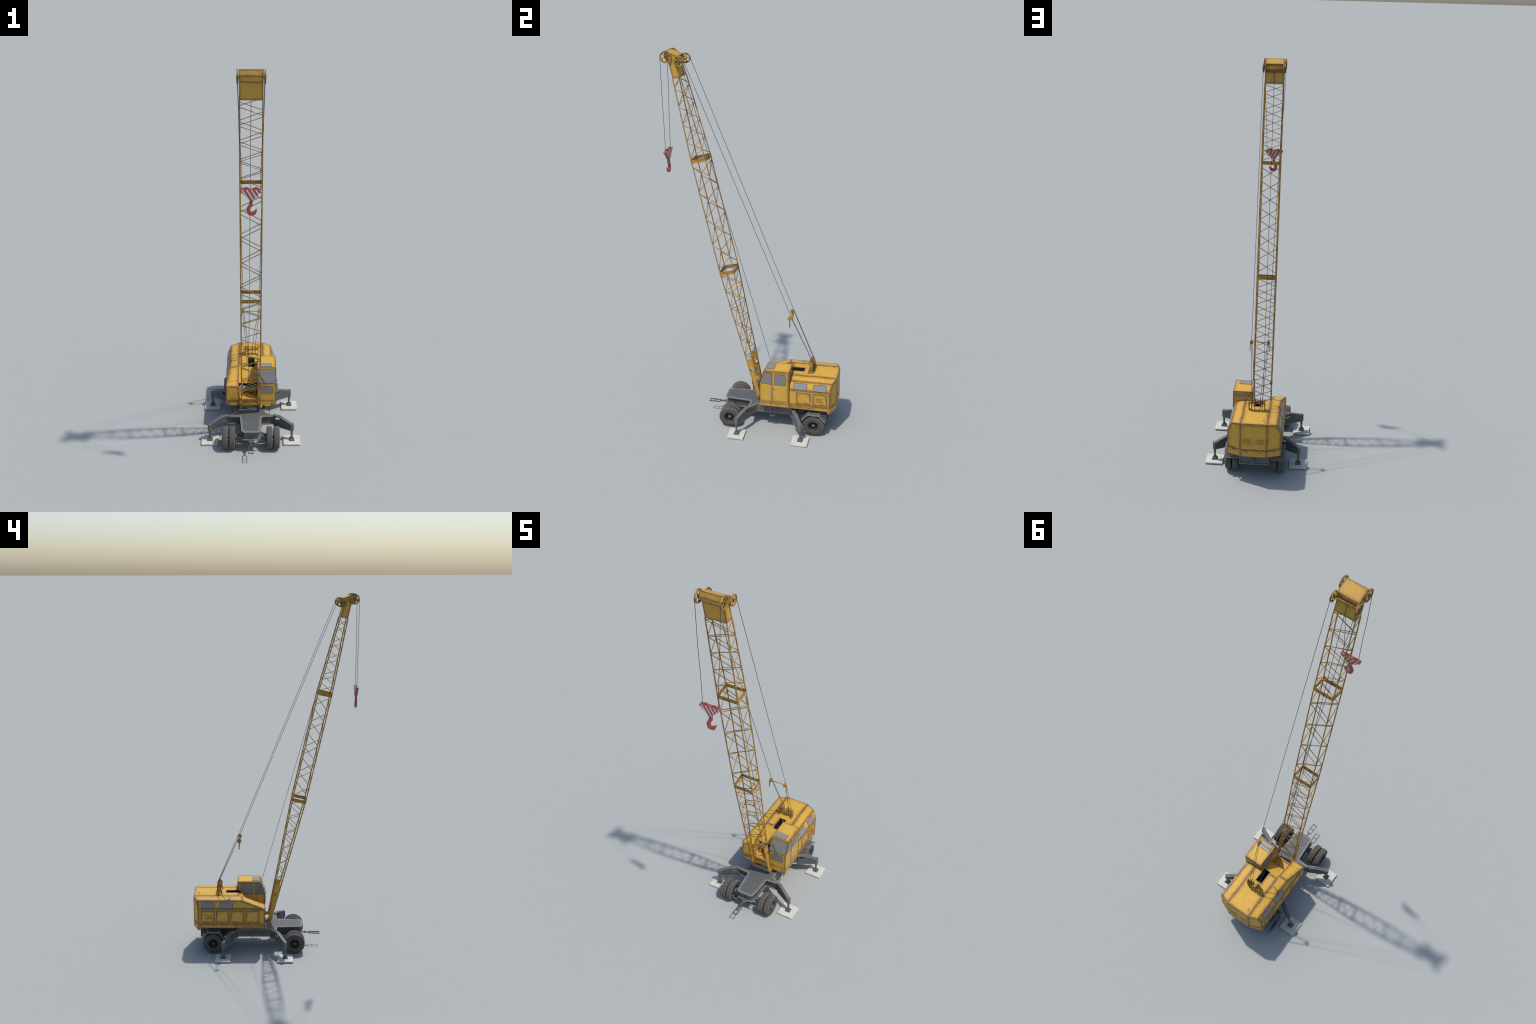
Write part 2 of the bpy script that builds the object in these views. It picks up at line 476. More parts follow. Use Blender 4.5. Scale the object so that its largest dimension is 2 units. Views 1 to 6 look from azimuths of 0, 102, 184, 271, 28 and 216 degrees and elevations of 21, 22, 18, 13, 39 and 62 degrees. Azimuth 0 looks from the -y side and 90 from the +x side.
# ------------------------------------------------------------------ wheels
R, W = 0.0580, 0.0325
def tyre_mesh():
    h = W / 2
    bm = bmesh.new()
    prof = [(-h + .002, 0.0285), (-h, 0.0315), (-h - .0002, 0.040), (-h + .0006, 0.047), (-h + .0028, 0.0530), (-h + .0048, 0.0564),
            (h - .0048, 0.0564), (h - .0028, 0.0530), (h - .0006, 0.047), (h + .0002, 0.040), (h, 0.0315), (h - .002, 0.0285), (0.006, 0.0275), (-0.006, 0.0275)]
    add_lathe(bm, prof, 72, 'x')
    bmesh.ops.recalc_face_normals(bm, faces=bm.faces)
    for f in bm.faces:
        r = math.hypot(f.calc_center_median().y, f.calc_center_median().z)
        f.material_index = 2 if r > 0.0560 else 0
    # chevron lugs
    N = 42
    def lug(a0, s):
        pts = []
        for k in range(4):
            t = k / 3
            x = s * (0.0002 + t * (h - 0.0012))
            a = a0 + 0.17 * t
            top = R if k < 3 else R - 0.0040
            low = 0.0555 if k < 3 else 0.0522
            pts.append((x, a, top, low))
        wd = 0.092
        vs = []
        for x, a, top, low in pts:
            row = []
            for da, rr in ((0, low), (wd * 0.12, top), (wd * 0.88, top), (wd, low)):
                row.append(bm.verts.new((x, rr * math.sin(a + da), rr * math.cos(a + da))))
            vs.append(row)
        for A, B in zip(vs, vs[1:]):
            for i in range(3):
                f = bm.faces.new((A[i], A[i+1], B[i+1], B[i])); f.material_index = 1
        for row in (vs[0], vs[-1]):
            f = bm.faces.new(row); f.material_index = 1
    for k in range(N):
        a = 2 * math.pi * k / N
        lug(a, 1); lug(a, -1)
    bmesh.ops.recalc_face_normals(bm, faces=bm.faces)
    me = mesh_of(bm, "tyre", False)
    return me
TYRE = tyre_mesh()
for m_ in (M['tyre_wall'], M['tread'], M['groove']): TYRE.materials.append(m_)
shade(TYRE, 35)

def rim_mesh():
    """dished disc with ten hand holes, outer side towards +x"""
    me = holed_plate(circle(0, 0, 0.0225, 40), [(0.0170*math.cos(2*math.pi*k/10), 0.0170*math.sin(2*math.pi*k/10), 0.0042, 14) for k in range(10)],
                     lambda u, v, t: (t, u, v), 0.0, 0.002)
    bm = bmesh.new(); bm.from_mesh(me)
    h = W / 2
    add_lathe(bm, [(-0.010, 0.0280), (h - .0015, 0.0290), (h - .0005, 0.0282), (h - .003, 0.0262), (0.003, 0.0228), (-0.002, 0.0222), (-0.010, 0.0255)], 48, 'x')
    add_lathe(bm, [(0.000, 0.0), (0.000, 0.0115), (0.0035, 0.0105), (0.0035, 0.0)], 32, 'x', closed=False)
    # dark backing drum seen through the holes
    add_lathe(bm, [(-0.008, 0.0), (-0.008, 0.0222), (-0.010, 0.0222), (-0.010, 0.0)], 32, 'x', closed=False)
    bmesh.ops.recalc_face_normals(bm, faces=bm.faces)
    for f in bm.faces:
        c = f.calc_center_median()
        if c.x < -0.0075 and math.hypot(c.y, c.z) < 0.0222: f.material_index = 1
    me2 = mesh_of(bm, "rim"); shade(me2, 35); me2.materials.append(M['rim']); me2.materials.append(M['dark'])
    return me2
RIM = rim_mesh()
bm = bmesh.new()
add_lathe(bm, [(0.0035, 0.0082), (0.0075, 0.0078), (0.0098, 0.0060), (0.0108, 0.0030), (0.0111, 0.0)], 24, 'x', closed=False)
HUB = mesh_of(bm, "hub_cap"); shade(HUB, 50); HUB.materials.append(M['hub'])

for ya in (-0.1225, 0.3385):
    for s in (-1, 1):
        wh = bpy.data.objects.new("wheel", None); COL.objects.link(wh); wh.parent = crane
        wh.location = (s * 0.116, ya, R)
        for dx in (-0.0184, 0.0184):
            t = bpy.data.objects.new("tyre", TYRE); COL.objects.link(t); t.parent = wh
            t.location = (dx, 0, 0); t.rotation_euler = (random.random() * 6 if ya < 0 else random.random() * 3, 0, 0)
            r_ = bpy.data.objects.new("rim", RIM); COL.objects.link(r_); r_.parent = wh
            r_.location = (dx, 0, 0)
            if dx * s < 0: r_.rotation_euler = (0, 0, math.pi)
        hb = bpy.data.objects.new("hub_cap", HUB); COL.objects.link(hb); hb.parent = wh
        hb.location = (s * 0.0184, 0, 0)
        if s < 0: hb.rotation_euler = (0, 0, math.pi)

# ------------------------------------------------------------------ rear mudguards
fo = [(0.2770, 0.0885), (0.3105, 0.1238), (0.3680, 0.1238), (0.4000, 0.0885)]
fu = [(0.4035, 0.0925), (0.3705, 0.1305), (0.3080, 0.1305), (0.2735, 0.0925)]
msegs = []
for a, b_ in list(zip(fo, fo[1:])) + list(zip(fu, fu[1:])):
    msegs += [((x_, a[0], a[1]), (x_, b_[0], b_[1]), 0.001) for x_ in (0.152, 0.078)]
for a, b_ in zip(fo, fu[::-1]):
    msegs.append(((0.078, b_[0], b_[1]), (0.152, b_[0], b_[1]), 0.0015))
MUD = grey_paint("mudguard_paint", msegs, width=0.005)
GREY_PLAIN = plain("dull_grey_steel", (0.085, 0.088, 0.086), 0.6, vary=0.5, dark=0.6)
for s in (-1, 1):
    bm = bmesh.new()
    add_prism(bm, fo + fu, lambda u, v, t: (t, u, v), s * 0.078, s * 0.1520)
    link("mudguard", mesh_of(bm), chassis, [MUD], 0)
for s in (-1, 1):
    bm = bmesh.new()
    add_tube(bm, [(s*0.128, 0.383, 0.1195), (s*0.128, 0.410, 0.1185)], 0.0028, 8)
    add_tube(bm, [(s*0.128, 0.396, 0.119), (s*0.074, 0.400, 0.112)], 0.0018, 6)
    link("tail_lamp_bracket", mesh_of(bm), chassis, [GREY_PLAIN], 40)

# ------------------------------------------------------------------ side ladders, tow bar
for s in (-1, 1):
    bm = bmesh.new()
    x = s * 0.101
    for y in (0.0955, 0.1185):
        add_beam(bm, (x, y, 0.0655), (x, y, 0.1240), 0.0026, 0.0026, (0, 1, 0))
    for z in (0.0668, 0.0975, 0.1228):
        add_beam(bm, (x, 0.0955, z), (x, 0.1185, z), 0.0034, 0.0030)
    for y in (0.0955, 0.1185):
        add_beam(bm, (x, y, 0.1105), (s*0.078, y, 0.1105), 0.0022, 0.0022)
    link("step_ladder", mesh_of(bm), chassis, [M['grey']], 0)
# ------------------------------------------------------------------ outriggers
def outrigger_paint():
    """four arms mirror each other, so their bare edges are listed once, in mirrored coordinates"""
    m = grey_paint("outrigger_paint", None, sym=None)
    nt = m.node_tree; q = G(nt); b = nt.nodes["Principled BSDF"]
    old = b.inputs['Base Color'].links[0].from_socket
    P0 = q.coord()
    sp = q.n('ShaderNodeSeparateXYZ'); q.put(sp.inputs[0], P0)
    cb = q.n('ShaderNodeCombineXYZ')
    q.put(cb.inputs[0], q.math('ABSOLUTE', sp.outputs[0]))
    q.put(cb.inputs[1], q.math('ABSOLUTE', q.math('SUBTRACT', sp.outputs[1], 0.1064)))
    q.put(cb.inputs[2], sp.outputs[2])
    piv, leg = V((0.1265, 0.1220, 0)), V((0.2168, 0.1733, 0))
    d = (leg - piv); L = d.length; d.normalize(); n = V((-d.y, d.x, 0))
    segs = []
    at = lambda u, v, t: tuple(piv + d * u + n * t + V((0, 0, v)))
    for t in (-0.0084, 0.0084):
        segs += [(at(-0.006, 0.1290, t), at(0.033, 0.1292, t)), (at(0.033, 0.1292, t), at(L - 0.008, 0.1052, t)), (at(0.006, 0.0640, t), at(L - 0.004, 0.0645, t), 0.0006)]
        segs += [(at(0.033, 0.106, t), at(0.033, 0.118, t), 0.0012), (at(0.008, 0.0995, t), at(0.033, 0.1035, t), 0.001)]
    dist = seam_field(q, cb.outputs[0], segs)
    c = q.mix(q.ramp(dist, 0.0075, 0.0, 0, 0.42), old, (0.22, 0.205, 0.18))
    wn = q.ramp(q.noise(P0, 55, 2), 0.3, 0.7, 0.0018, 0.0042)
    c = q.mix(q.ramp(dist, wn, 0.0, 0, 0.85), c, BARE)
    q.put(b.inputs['Base Color'], c)
    return m
OUTR = outrigger_paint()
def outrigger(sx, piv, leg):
    piv = V((sx * piv[0], piv[1], 0)); leg = V((sx * leg[0], leg[1], 0))
    d = (leg - piv); L = d.length; d.normalize(); n = V((-d.y, d.x, 0))
    pt = lambda u, v, t: tuple(piv + d * u + n * t + V((0, 0, v)))
    bm = bmesh.new()
    ww = 0.0072
    # arm profile in its own plane: top flat, knee, then down to the jack; a window behind the pivot
    top = [(-0.006, 0.1275), (0.033, 0.1278), (L, 0.1030)]
    low = [(L, 0.0655), (0.028, 0.0640), (0.006, 0.0650)]
    # side cheeks are built round the window as four pieces
    for t0, t1 in ((-ww, ww),):
        add_prism(bm, [(-0.006, 0.1275), (0.033, 0.1278), (0.033, 0.1195), (-0.006, 0.1195)], pt, t0, t1)       # top strap
        add_prism(bm, [(0.033, 0.1278), (L - .004, 0.1040), (L - .004, 0.0655), (0.033, 0.0640)], pt, t0, t1 * 0.999)  # main box
        add_prism(bm, [(0.006, 0.0980), (0.033, 0.1030), (0.033, 0.0640), (0.006, 0.0650)], pt, t0 * 0.99, t1 * 0.99)   # root
    # flange proud of the cheeks
    add_beam(bm, pt(-0.006, 0.1283, 0), pt(0.033, 0.1286, 0), 0.0170, 0.0022)
    add_beam(bm, pt(0.0328, 0.1286, 0), pt(L - 0.003, 0.1042, 0), 0.0165, 0.0022)
    add_beam(bm, pt(0.006, 0.0642, 0), pt(L - 0.004, 0.0648, 0), 0.0165, 0.0020)
    # pivot pin
    add_lathe(bm, [(0.0600, 0.0), (0.0600, 0.0062), (0.1302, 0.0062), (0.1302, 0.0)], 20, 'z', piv, closed=False)
    add_lathe(bm, [(0.1302, 0.0), (0.1302, 0.0036), (0.1318, 0.0030), (0.1318, 0.0)], 16, 'z', piv, closed=False)
    # jack housing with ribs
    add_lathe(bm, [(0.0645, 0.0), (0.0645, 0.0096), (0.1000, 0.0098), (0.1008, 0.0108), (0.1040, 0.0108), (0.1050, 0.0085), (0.1050, 0.0)], 24, 'z', leg, closed=False)
    for k in range(10):
        a = 2 * math.pi * k / 10
        c = leg + V((math.cos(a), math.sin(a), 0)) * 0.0097
        add_beam(bm, c + V((0, 0, 0.067)), c + V((0, 0, 0.097)), 0.0018, 0.0018, V((math.cos(a), math.sin(a), 0)))
    og = link("outrigger", mesh_of(bm), crane, [OUTR], 30)
    bm = bmesh.new()
    add_lathe(bm, [(0.0650, 0.0), (0.0650, 0.0062), (0.0440, 0.0060), (0.0430, 0.0046), (0.0330, 0.0046), (0.0325, 0.0062), (0.0275, 0.0062), (0.0255, 0.0045), (0.0215, 0.0045), (0.0215, 0.0)], 18, 'z', leg, closed=False)
    link("jack_ram", mesh_of(bm), og, [M['grey']], 40)
    bm = bmesh.new()
    lo, hi = 0.0143, 0.0066
    a = [bm.verts.new((leg.x + i*lo, leg.y + j*lo, 0.0072)) for i, j in ((-1,-1),(1,-1),(1,1),(-1,1))]
    b_ = [bm.verts.new((leg.x + i*hi, leg.y + j*hi, 0.0232)) for i, j in ((-1,-1),(1,-1),(1,1),(-1,1))]
    c_ = [bm.verts.new((leg.x + i*lo, leg.y + j*lo, 0.0095)) for i, j in ((-1,-1),(1,-1),(1,1),(-1,1))]
    bm.faces.new(a[::-1]); bm.faces.new(b_)
    for i in range(4):
        bm.faces.new((a[i], a[(i+1) % 4], c_[(i+1) % 4], c_[i])); bm.faces.new((c_[i], c_[(i+1) % 4], b_[(i+1) % 4], b_[i]))
    link("jack_foot", mesh_of(bm), og, [M['foot']], 0)
    # concrete slab with chipped edges
    bm = bmesh.new()
    rnd = random.Random(int(1000 * (leg.x + 3 * leg.y)) + 77)
    add_box(bm, (leg.x - 0.0438, leg.y - 0.0435, 0.0), (leg.x + 0.0438, leg.y + 0.0435, 0.0074))
    bmesh.ops.subdivide_edges(bm, edges=bm.edges, cuts=7, use_grid_fill=True)
    for v in bm.verts:
        e = 0.0005
        if v.co.z > 0.0001:
            v.co += V((rnd.uniform(-e, e), rnd.uniform(-e, e), rnd.uniform(-e, 0.0002)))
        else:
            v.co += V((rnd.uniform(-e, e), rnd.uniform(-e, e), 0))
    sl = link("concrete_slab", mesh_of(bm), og, [M['concrete']], 20)
    return og
# front tow bar
bm = bmesh.new()
add_beam(bm, (0, -0.184, 0.0668), (0, -0.2120, 0.0638), 0.0085, 0.0045)
for s in (-1, 1):
    add_beam(bm, (s*0.0108, -0.2090, 0.0640), (s*0.0108, -0.2725, 0.0625), 0.0024, 0.0056)
for y, w in ((-0.2105, 0.0235), (-0.2400, 0.0216), (-0.2705, 0.0270)):
    add_beam(bm, (-w/2, y, 0.0632), (w/2, y, 0.0632), 0.0030, 0.0040)
add_tube(bm, [(0, -0.186, 0.060), (0, -0.186, 0.073)], 0.0030, 10)
link("tow_bar", mesh_of(bm), chassis, [GREY_PLAIN], 0)

for sx in (1, -1):
    outrigger(sx, (0.1265, -0.0155), (0.2168, -0.0670))
    outrigger(sx, (0.1265, 0.2285), (0.2168, 0.2795))

# ------------------------------------------------------------------ machinery housing
X3, X2, X1 = 0.134, 0.1135, 0.065          # half widths: wall, shoulder, roof ridge
YF = 0.045                                 # front face
ZB0, ZK, ZS, ZR = 0.1488, 0.2635, 0.3075, 0.3165  # floor, knee, shoulder, roof
Y3, Y2, Y1 = 0.4245, 0.4328, 0.4525        # rear wall (chevron) at X3, X2, X1
YK2, YK1, YC = 0.1755, 0.1790, 0.1985      # where the roof breaks down to the front
XC = 0.0345                                # inner wall of the cab
LIP = (0.1156, 0.2445)                     # lower edge of the slanting middle panel
HX0, HX1, HY0, HY1 = -0.0150, 0.0205, 0.1860, 0.2675
def slope_z(y): return LIP[1] + (ZR - LIP[1]) * (y - LIP[0]) / (YC - LIP[0])

bm = bmesh.new()
def F(mat, *pts):
    f = bm.faces.new([bm.verts.new(p) for p in pts]); f.material_index = mat
# left wall, upper band, shoulder strip, ridge strip
for s in (-1, 1):
    yf = YF if s < 0 else 0.2076
    F(0, (s*X3, yf, ZB0), (s*X3, yf, ZK), (s*X3, Y3, ZK), (s*X3, Y3, ZB0))
    if s < 0:
        F(0, (s*X3, yf, ZK), (s*X2, YK2, ZS), (s*X2, Y2, ZS), (s*X3, Y3, ZK))
        F(0, (s*X2, YK2, ZS), (s*X1, YK1, ZR), (s*X1, Y1, ZR), (s*X2, Y2, ZS))
        F(0, (s*X3, YF, ZK), (s*X1, YF, ZK), (s*X1, YK1, ZR), (s*X2, YK2, ZS))
        F(0, (s*X3, YF, ZB0), (s*X1, YF, ZB0), (s*X1, YF, ZK), (s*X3, YF, ZK))
        F(0, (s*X1, YC, ZR), (s*X1, YK1, ZR), (s*X1, YF, ZK), (s*X1, YF, 0.1553), (s*X1, LIP[0], 0.1553), (s*X1, LIP[0], LIP[1]))
    else:
        F(0, (s*X3, yf, ZK), (s*X2, yf, ZS), (s*X2, Y2, ZS), (s*X3, Y3, ZK))
        F(0, (s*X2, yf, ZS), (s*X1, yf, ZR), (s*X1, Y1, ZR), (s*X2, Y2, ZS))
        F(0, (s*X3, yf, ZB0), (s*X3, yf, ZK), (s*X2, yf, ZS), (s*X1, yf, ZR), (XC, yf, ZR), (XC, yf, ZB0))
    F(0, (s*X3, Y3, ZB0), (s*X3, Y3, ZK), (s*X2, Y2, ZS), (s*X1, Y1, ZR), (s*X1, Y1, ZB0))
F(0, (-X1, Y1, ZB0), (-X1, Y1, ZR), (X1, Y1, ZR), (X1, Y1, ZB0))
# middle roof round the hatch opening
F(0, (-X1, YC, ZR), (HX0, YC, ZR), (HX0, HY1, ZR), (HX0, Y1, ZR), (-X1, Y1, ZR))
F(0, (HX0, HY1, ZR), (HX1, HY1, ZR), (HX1, Y1, ZR), (HX0, Y1, ZR))
F(0, (HX1, YC, ZR), (XC, YC, ZR), (XC, 0.2076, ZR), (XC, Y1, ZR), (HX1, Y1, ZR), (HX1, HY1, ZR))
F(0, (XC, 0.2076, ZR), (X1, 0.2076, ZR), (X1, Y1, ZR), (XC, Y1, ZR))
# slanting middle panel
zc = slope_z(HY0)
F(0, (-X1, LIP[0], LIP[1]), (HX0, LIP[0], LIP[1]), (HX0, HY0, zc), (HX0, YC, ZR), (-X1, YC, ZR))
F(0, (HX0, LIP[0], LIP[1]), (HX1, LIP[0], LIP[1]), (HX1, HY0, zc), (HX0, HY0, zc))
F(0, (HX1, LIP[0], LIP[1]), (XC, LIP[0], LIP[1]), (XC, YC, ZR), (HX1, YC, ZR), (HX1, HY0, zc))
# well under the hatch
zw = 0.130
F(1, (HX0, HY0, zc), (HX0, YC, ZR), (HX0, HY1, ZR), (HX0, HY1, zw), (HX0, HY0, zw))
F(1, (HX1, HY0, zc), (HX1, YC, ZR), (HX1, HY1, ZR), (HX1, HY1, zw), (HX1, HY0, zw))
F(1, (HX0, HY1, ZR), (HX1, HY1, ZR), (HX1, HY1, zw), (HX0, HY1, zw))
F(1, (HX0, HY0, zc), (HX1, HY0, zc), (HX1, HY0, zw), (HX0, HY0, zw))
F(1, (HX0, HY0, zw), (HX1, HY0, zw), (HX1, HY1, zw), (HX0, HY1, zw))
# open winch bay in front: floor, back wall
ZBF = 0.1830
F(0, (-X1, YF, ZBF), (XC, YF, ZBF), (XC, 0.150, ZBF), (-X1, 0.150, ZBF))
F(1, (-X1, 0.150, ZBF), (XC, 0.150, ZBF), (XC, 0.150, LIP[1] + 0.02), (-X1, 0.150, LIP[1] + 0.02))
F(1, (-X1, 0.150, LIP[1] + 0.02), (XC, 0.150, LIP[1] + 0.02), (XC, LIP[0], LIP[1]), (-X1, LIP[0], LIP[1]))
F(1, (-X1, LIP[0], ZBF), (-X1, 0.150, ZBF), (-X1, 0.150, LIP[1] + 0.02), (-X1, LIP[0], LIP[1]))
# underside and cab-side wall of the bay
F(0, (-X1, YF, ZB0), (-X1, YF, ZBF), (XC, YF, ZBF), (XC, YF, ZB0))
F(0, (-X3, YF, ZB0), (XC, YF, ZB0), (XC, 0.2076, ZB0), (X3, 0.2076, ZB0), (X3, Y3, ZB0), (X1, Y1, ZB0), (-X1, Y1, ZB0), (-X3, Y3, ZB0))
ZSE = 0.1720
hs = []
rear = [(X3, Y3), (X2, Y2), (X1, Y1)]
hs += [((X1, YK1, ZR), (X1, Y1, ZR)), ((X2, YK2, ZS), (X2, Y2, ZS), 0.0012),
       ((X3, YF, ZK), (X3, Y3, ZK), 0.0008), ((X3, Y3, 0.17), (X3, Y3, ZK)), ((X3, Y3, ZK), (X2, Y2, ZS)),
       ((X2, Y2, ZS), (X1, Y1, ZR)), ((0, Y1, ZR), (X1, Y1, ZR), 0.002), ((X1, Y1, 0.15), (X1, Y1, ZR), 0.0015),
       ((X3, YF, ZSE), (X3, Y3, ZSE), 0.001), ((X3, YF, ZB0), (X3, 0.41, ZB0), 0.0035),
       ((X3, Y3, ZSE), (X1, Y1, ZSE), 0.0015), ((0, Y1, ZSE), (X1, Y1, ZSE), 0.0015),
       ((X3, 0.2076, 0.150), (X3, 0.2076, ZSE), 0.001),
       ((X3, YF, ZK), (X2, YK2, ZS), 0.001), ((X1, YF, ZK), (X1, YK1, ZR), 0.0), ((X3, YF, ZK), (X1, YF, ZK), 0.002),
       ((X2, YK2, ZS), (X1, YK1, ZR), 0.001), ((X3, YF, 0.150), (X3, YF, ZK), 0.0005), ((X1, YF, 0.155), (X1, YF, ZK), 0.003),
       ((X3, YF, ZSE), (0, YF, ZSE), 0.001), ((X1, YC, ZR), (0.028, YC, ZR), 0.001), ((X1, YK1, ZR), (X1, YC, ZR)),
       ((0.0205, HY1, ZR), (0, HY1, ZR), 0.0035), ((0.018, HY0, ZR), (0.018, HY1, ZR), 0.0035),
       ((X1, Y1 - 0.012, 0.186), (X1 - .002, Y1, 0.298), 0.004)]
HOUSE = paint("housing_paint", hs, sym=True, width=0.0105)
housing = link("machinery_housing", mesh_of(bm, "housing", True), crane, [HOUSE, M['dark'], M['inner']], 0)

# rear counterweight skirt (three plates) with bolt holes
bm = bmesh.new()
sk_o = [(-X3 - .0006, 0.4110), (-X3 - .0006, Y3 + .0004), (-X1, Y1 + .0010), (X1, Y1 + .0010), (X3 + .0006, Y3 + .0004), (X3 + .0006, 0.4110)]
sk_i = [(X3 - 0.012, 0.4110), (X1 - .004, Y1 - 0.020), (-X1 + .004, Y1 - 0.020), (-X3 + 0.012, 0.4110)]
add_prism(bm, sk_o + sk_i, P_xy, 0.1365, 0.1708)
skm = paint("skirt_paint", [((0, Y1, 0.1708), (X1, Y1, 0.1708), 0.003), ((X1, Y1, 0.1708), (X3, Y3, 0.1708), 0.003), ((X1, Y1, 0.137), (X1, Y1, 0.171), 0.002),
                            ((X3, Y3, 0.137), (X3, Y3, 0.171), 0.003), ((X3, 0.411, 0.137), (X3, 0.411, 0.171), 0.002)], sym=True, width=0.008,
            base=(0.56, 0.325, 0.055))
skirt = link("counterweight_skirt", mesh_of(bm), housing, [skm], 0)
for x, z in ((0.1022, 0.1655), (0.0350, 0.1600), (-0.0345, 0.1600), (-0.1025, 0.1655)):
    bm = bmesh.new()
    y = Y1 + .0010 if abs(x) < X1 else Y1 + .001 - (abs(x) - X1) * (Y1 - Y3) / (X3 - X1)
    add_lathe(bm, [(-0.001, 0.0), (-0.001, 0.0030), (0.0006, 0.0030), (0.0006, 0.0)], 14, 'y', (x, y, z), closed=False)
    link("bolt_socket", mesh_of(bm), skirt, [M['dark']], 30)

# side hatches: thin raised doors
def hatch(side, y0, y1, z0, z1, mat=None):
    w, h = y1 - y0, z1 - z0
    bm = bmesh.new(); add_box(bm, (0, -w/2, -h/2), (0.0013, w/2, h/2))
    m_ = panel_paint("hatch_paint", (1, 2), w, h, width=0.0105)
    ob = link("side_hatch", mesh_of(bm), housing, [m_], 0)
    ob.location = (side * X3 if side > 0 else -X3 - 0.0013, (y0+y1)/2, (z0+z1)/2)
    return ob
for a, b_ in ((0.3285, 0.4078), (0.2465, 0.3225), (0.1618, 0.2405), (0.0772, 0.1550)):
    hatch(-1, a, b_, 0.1808, 0.2525)
hatch(1, 0.2425, 0.3222, 0.1815, 0.2505); hatch(1, 0.3312, 0.4090, 0.1815, 0.2505)
# rear engine doors with louvres
for s in (-1, 1):
    w, h = 0.0625, 0.128
    bm = bmesh.new(); add_box(bm, (-w/2, 0, -h/2), (w/2, 0.0010, h/2))
    m_ = paint("engine_door_paint", [((s*w/2, 0, -h/2), (s*w/2, 0, h/2), 0.003), ((-w/2, 0, h/2), (w/2, 0, h/2), 0.004)], width=0.008, amount=0.6)
    dr = link("engine_door", mesh_of(bm), housing, [m_], 0)
    dr.location = (s * 0.0320, Y1, 0.242)
    bm = bmesh.new()
    for k in range(7):
        z = -0.0365 + k * 0.0045
        x0, x1 = -0.0215, 0.0215
        add_prism(bm, [(0.0009, z), (0.0022, z), (0.0009, z + 0.0026)], lambda u, v, t: (t, u, v), x0, x1)
    lv = link("louvre_panel", mesh_of(bm), dr, [paint("louvre_paint", base=(0.44, 0.27, 0.050))], 0)

# windows of the housing lie on the inward-leaning upper wall
def wall_frame(side):
    lean = V((side * (X2 - X3), 0, ZS - ZK)).normalized()
    nrm = V((side * (ZS - ZK), 0, X3 - X2)).normalized()
    return lean, nrm
def house_window(side, yc, w=0.0735, z0=0.2655, z1=0.2980):
    lean, nrm = wall_frame(side)
    zc_ = (z0 + z1) / 2
    o = V((side * (X3 - (X3 - X2) * (zc_ - ZK) / (ZS - ZK)), yc, zc_))
    h = (z1 - z0) / lean.z
    pl = lambda u, v, t: tuple(o + V((0, 1, 0)) * u + lean * v + nrm * t)
    bm = bmesh.new(); add_prism(bm, round_rect(w, h, 0.0075), pl, -0.001, 0.0010)
    sl = link("window_seal", mesh_of(bm), housing, [M['black']], 0)
    bm = bmesh.new(); add_prism(bm, round_rect(w - 0.0032, h - 0.0032, 0.0062), pl, 0.0, 0.0016)
    link("window_pane", mesh_of(bm), sl, [M['glass_speckled']], 0)
for s in (-1, 1):
    for yc in (0.2632, 0.3684): house_window(s, yc)

# front sill of the winch bay, its left jamb, and the winch drum
bm = bmesh.new()
add_prism(bm, [(YF - .0002, ZBF - .004), (YF - .0002, 0.1850), (0.0520, 0.1900), (0.0545, 0.1900), (0.0545, ZBF - .004)], lambda u, v, t: (t, u, v), -X1 + 0.0002, XC - 0.0005)
add_prism(bm, [(-X1 + .0003, YF), (-X1 + .0085, 0.0545), (-X1 + .0003, 0.0545)], P_xy, 0.185, 0.2610)
link("bay_sill", mesh_of(bm), housing, [paint("sill_paint", [((-X1, YF, 0.185), (XC, YF, 0.185)), ((-X1, YF, 0.185), (-X1, YF, 0.262))], width=0.007, base=(0.60, 0.33, 0.06))], 0)
bm = bmesh.new()
add_tube(bm, [(-0.058, 0.1180, 0.2120), (0.029, 0.1180, 0.2120)], 0.0155, 24)
for x in (-0.058, -0.014, 0.027):
    add_lathe(bm, [(x, 0.0), (x, 0.0195), (x + 0.003, 0.0195), (x + 0.003, 0.0)], 28, 'x', (0, 0.1180, 0.2120), closed=False)
drum = link("winch_drum", mesh_of(bm), housing, [M['drum']], 30)
bm = bmesh.new()
add_beam(bm, (-0.050, 0.090, ZBF), (-0.050, 0.118, 0.212), 0.004, 0.014, (1, 0, 0)); add_beam(bm, (0.020, 0.090, ZBF), (0.020, 0.118, 0.212), 0.004, 0.014, (1, 0, 0))
link("drum_bracket", mesh_of(bm), drum, [M['inner']], 0)
bm = bmesh.new(); add_box(bm, (-0.0018, 0.2615, zw), (0.0018, 0.2665, 0.3100)); add_box(bm, (HX1 - .0012, 0.2180, 0.3115), (HX1 + .0005, 0.2660, 0.3155))  # grey wall strip modelled for daylit ground glimpsed through the hollow housing
link("grey_bar_and_daylight_strip", mesh_of(bm), housing, [M['drum']], 30)
# exhaust stub
bm = bmesh.new(); add_tube(bm, [(-0.0470, 0.4175, ZR - .001), (-0.0470, 0.4175, 0.3255), (-0.0468, 0.4190, 0.3278), (-0.0466, 0.4320, 0.3285)], 0.0013, 8)
link("exhaust_stub", mesh_of(bm), housing, [M['rim']], 40)

